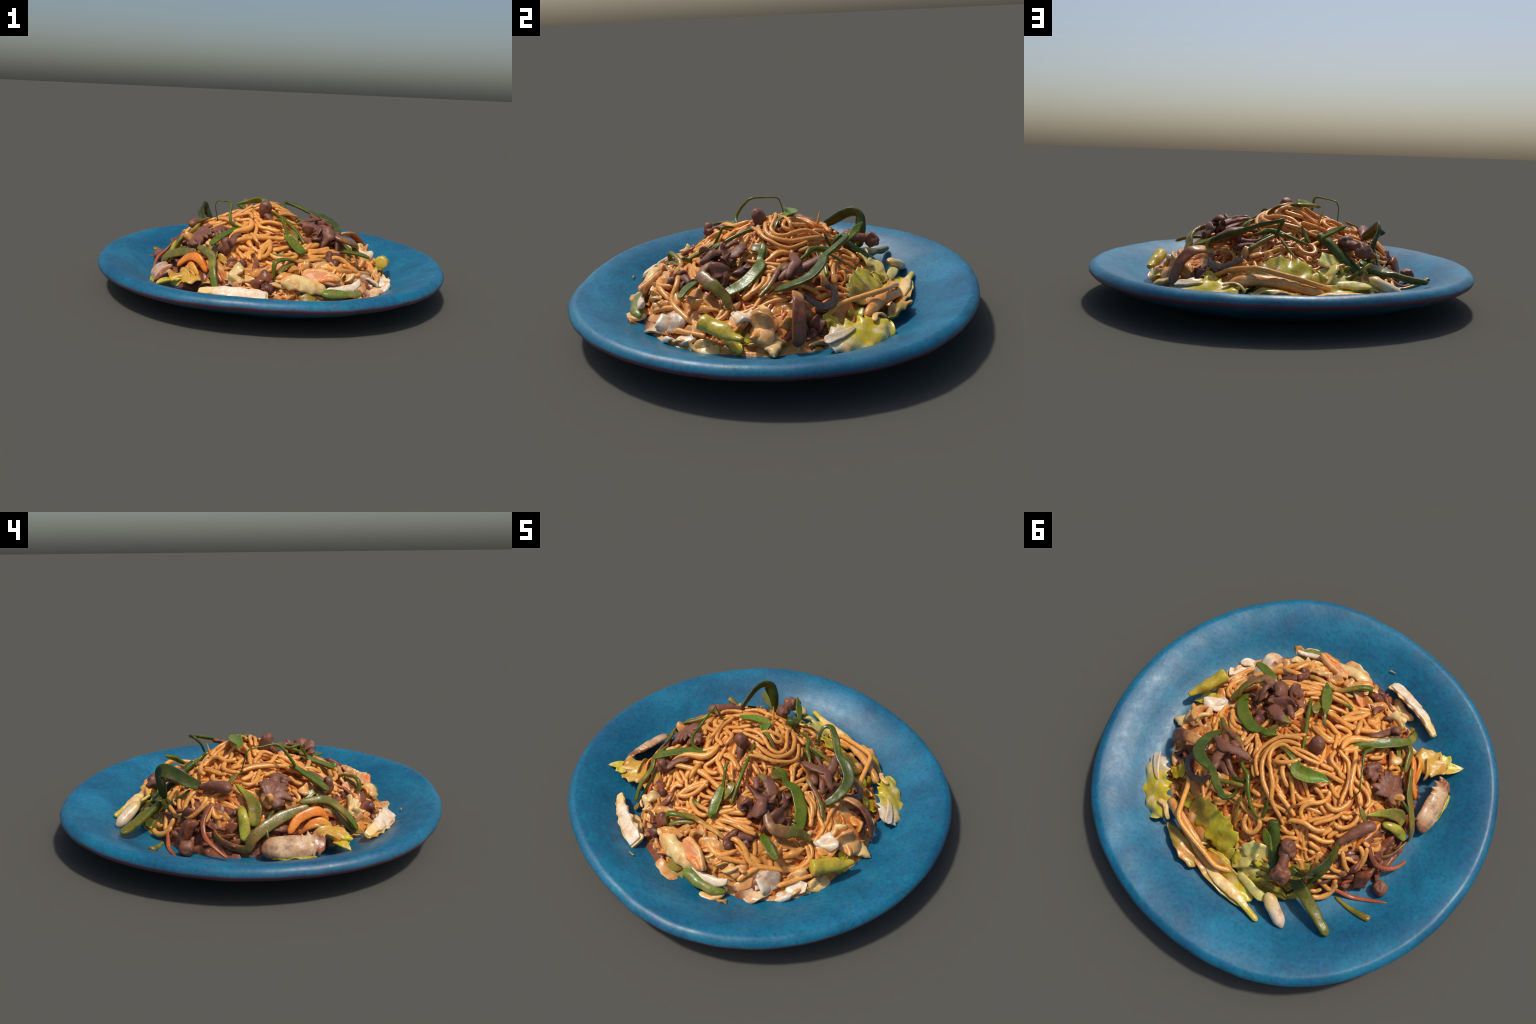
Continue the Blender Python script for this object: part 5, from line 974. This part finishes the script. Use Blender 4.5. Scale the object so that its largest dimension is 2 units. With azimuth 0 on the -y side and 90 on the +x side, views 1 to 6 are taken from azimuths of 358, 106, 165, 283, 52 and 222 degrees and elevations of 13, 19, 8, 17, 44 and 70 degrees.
shard('seafood_chunk', 'tan', (0.315, -0.443, 0.234), (0.047, 0.029, 0.012), rot=22, seed=347, fold=0.9)
shard('seafood_chunk', 'peach', (0.412, -0.454, 0.166), (0.037, 0.031, 0.012), rot=-1, seed=348, fold=0.9)
shard('seafood_chunk', 'white', (0.514, -0.371, 0.115), (0.047, 0.041, 0.019), rot=-50, seed=349, fold=0.9)
shard('seafood_chunk', 'tan', (0.363, -0.127, 0.27), (0.077, 0.036, 0.011), rot=-52, seed=350, fold=0.9)
shard('seafood_chunk', 'tan', (0.213, 0.286, 0.283), (0.053, 0.036, 0.011), rot=60, seed=351, fold=0.9)
strip('seafood_chunk', 'tan', [(0.181, 0.339, 0.273), (0.247, 0.338, 0.253)], 0.0175, t=0.0072, jag=(0.06, 3))
shard('seafood_chunk', 'tan', (0.155, 0.371, 0.262), (0.044, 0.024, 0.011), rot=37, seed=353, fold=0.9)
shard('seafood_chunk', 'tan', (0.258, 0.303, 0.262), (0.047, 0.024, 0.011), rot=49, seed=354, fold=0.9)
shard('seafood_chunk', 'white', (0.53, -0.335, 0.127), (0.09, 0.05, 0.014), rot=62, seed=355, fold=1.3)
shard('seafood_chunk', 'whitebrown', (0.54, -0.422, 0.089), (0.09, 0.034, 0.014), rot=62, seed=356, fold=1.3)
shard('seafood_chunk', 'whitebrown', (0.502, -0.461, 0.09), (0.06, 0.03, 0.014), rot=62, seed=357, fold=1.3)
shard('seafood_chunk', 'white', (0.622, -0.252, 0.104), (0.062, 0.036, 0.013), rot=75, seed=358, fold=1.3)
shard('cabbage_chunk', 'cream', (0.669, -0.161, 0.089), (0.07, 0.03, 0.011), rot=88, seed=359, fold=1.3)
shard('seafood_chunk', 'white', (0.619, -0.335, 0.084), (0.05, 0.026, 0.011), rot=65, seed=360, fold=1.3)
shard('seafood_chunk', 'white', (0.547, -0.007, 0.195), (0.052, 0.042, 0.022), rot=60, seed=361, fold=1.3)
shard('seafood_chunk', 'amberflesh', (0.575, -0.037, 0.158), (0.055, 0.042, 0.016), rot=80, seed=362, fold=1.3)
shard('seafood_chunk', 'peach', (0.572, 0.113, 0.189), (0.062, 0.052, 0.024), rot=100, seed=363, fold=1.3)
shard('seafood_chunk', 'amberflesh', (0.617, 0.123, 0.133), (0.085, 0.055, 0.02), rot=95, seed=364, fold=1.3)
shard('cabbage_chunk', 'tan', (0.532, 0.221, 0.169), (0.062, 0.042, 0.02), rot=100, seed=365, fold=1.3)
shard('cabbage_chunk', 'cream', (0.534, 0.09, 0.211), (0.045, 0.034, 0.014), rot=80, seed=366, fold=1.3)
shard('seafood_chunk', 'amberflesh', (0.064, -0.581, 0.194), (0.065, 0.045, 0.013), rot=40, seed=367, fold=1.3)
shard('seafood_chunk', 'peach', (0.163, -0.507, 0.225), (0.055, 0.035, 0.016), rot=20, seed=368, fold=1.3)
shard('seafood_chunk', 'amberflesh', (0.24, -0.493, 0.23), (0.06, 0.03, 0.013), rot=50, seed=369, fold=1.3)
shard('cabbage_chunk', 'cream', (0.297, -0.515, 0.206), (0.05, 0.03, 0.012), rot=40, seed=370, fold=1.3)
shard('seafood_chunk', 'peach', (0.447, -0.403, 0.167), (0.07, 0.04, 0.013), rot=60, seed=371, fold=1.3)
shard('cabbage_chunk', 'cream', (0.394, -0.476, 0.18), (0.05, 0.024, 0.011), rot=80, seed=372, fold=1.3)
shard('cabbage_chunk', 'tan', (0.454, -0.246, 0.209), (0.06, 0.032, 0.013), rot=70, seed=373, fold=1.3)
shard('cabbage_chunk', 'tan', (0.501, -0.175, 0.191), (0.065, 0.026, 0.013), rot=70, seed=374, fold=1.3)
shard('seafood_chunk', 'peach', (0.586, -0.2, 0.131), (0.06, 0.028, 0.011), rot=60, seed=375, fold=1.3)
shard('cabbage_chunk', 'tan', (0.095, -0.524, 0.22), (0.05, 0.036, 0.016), rot=0, seed=376, fold=1.3)
shard('seafood_chunk', 'brown', (-0.057, -0.582, 0.184), (0.06, 0.04, 0.012), rot=30, seed=377, fold=1.3)
shard('seafood_chunk', 'purple', (-0.027, -0.622, 0.147), (0.05, 0.036, 0.016), rot=60, seed=378, fold=1.3)
strip('herb_scrap', 'tan', [(0.015, -0.783, 0.13), (-0.02, -0.79, 0.132)], [0.004, 0.002], t=0.002)

build_fill()
build_bank()
build_skirt("sauced_scraps", -125, 62, .43, "amberflesh", 1)
build_skirt("sauced_scraps", 58, 145, .46, "moss", 2)
build_skirt("sauced_scraps", 141, 238, .47, "brown", 3)
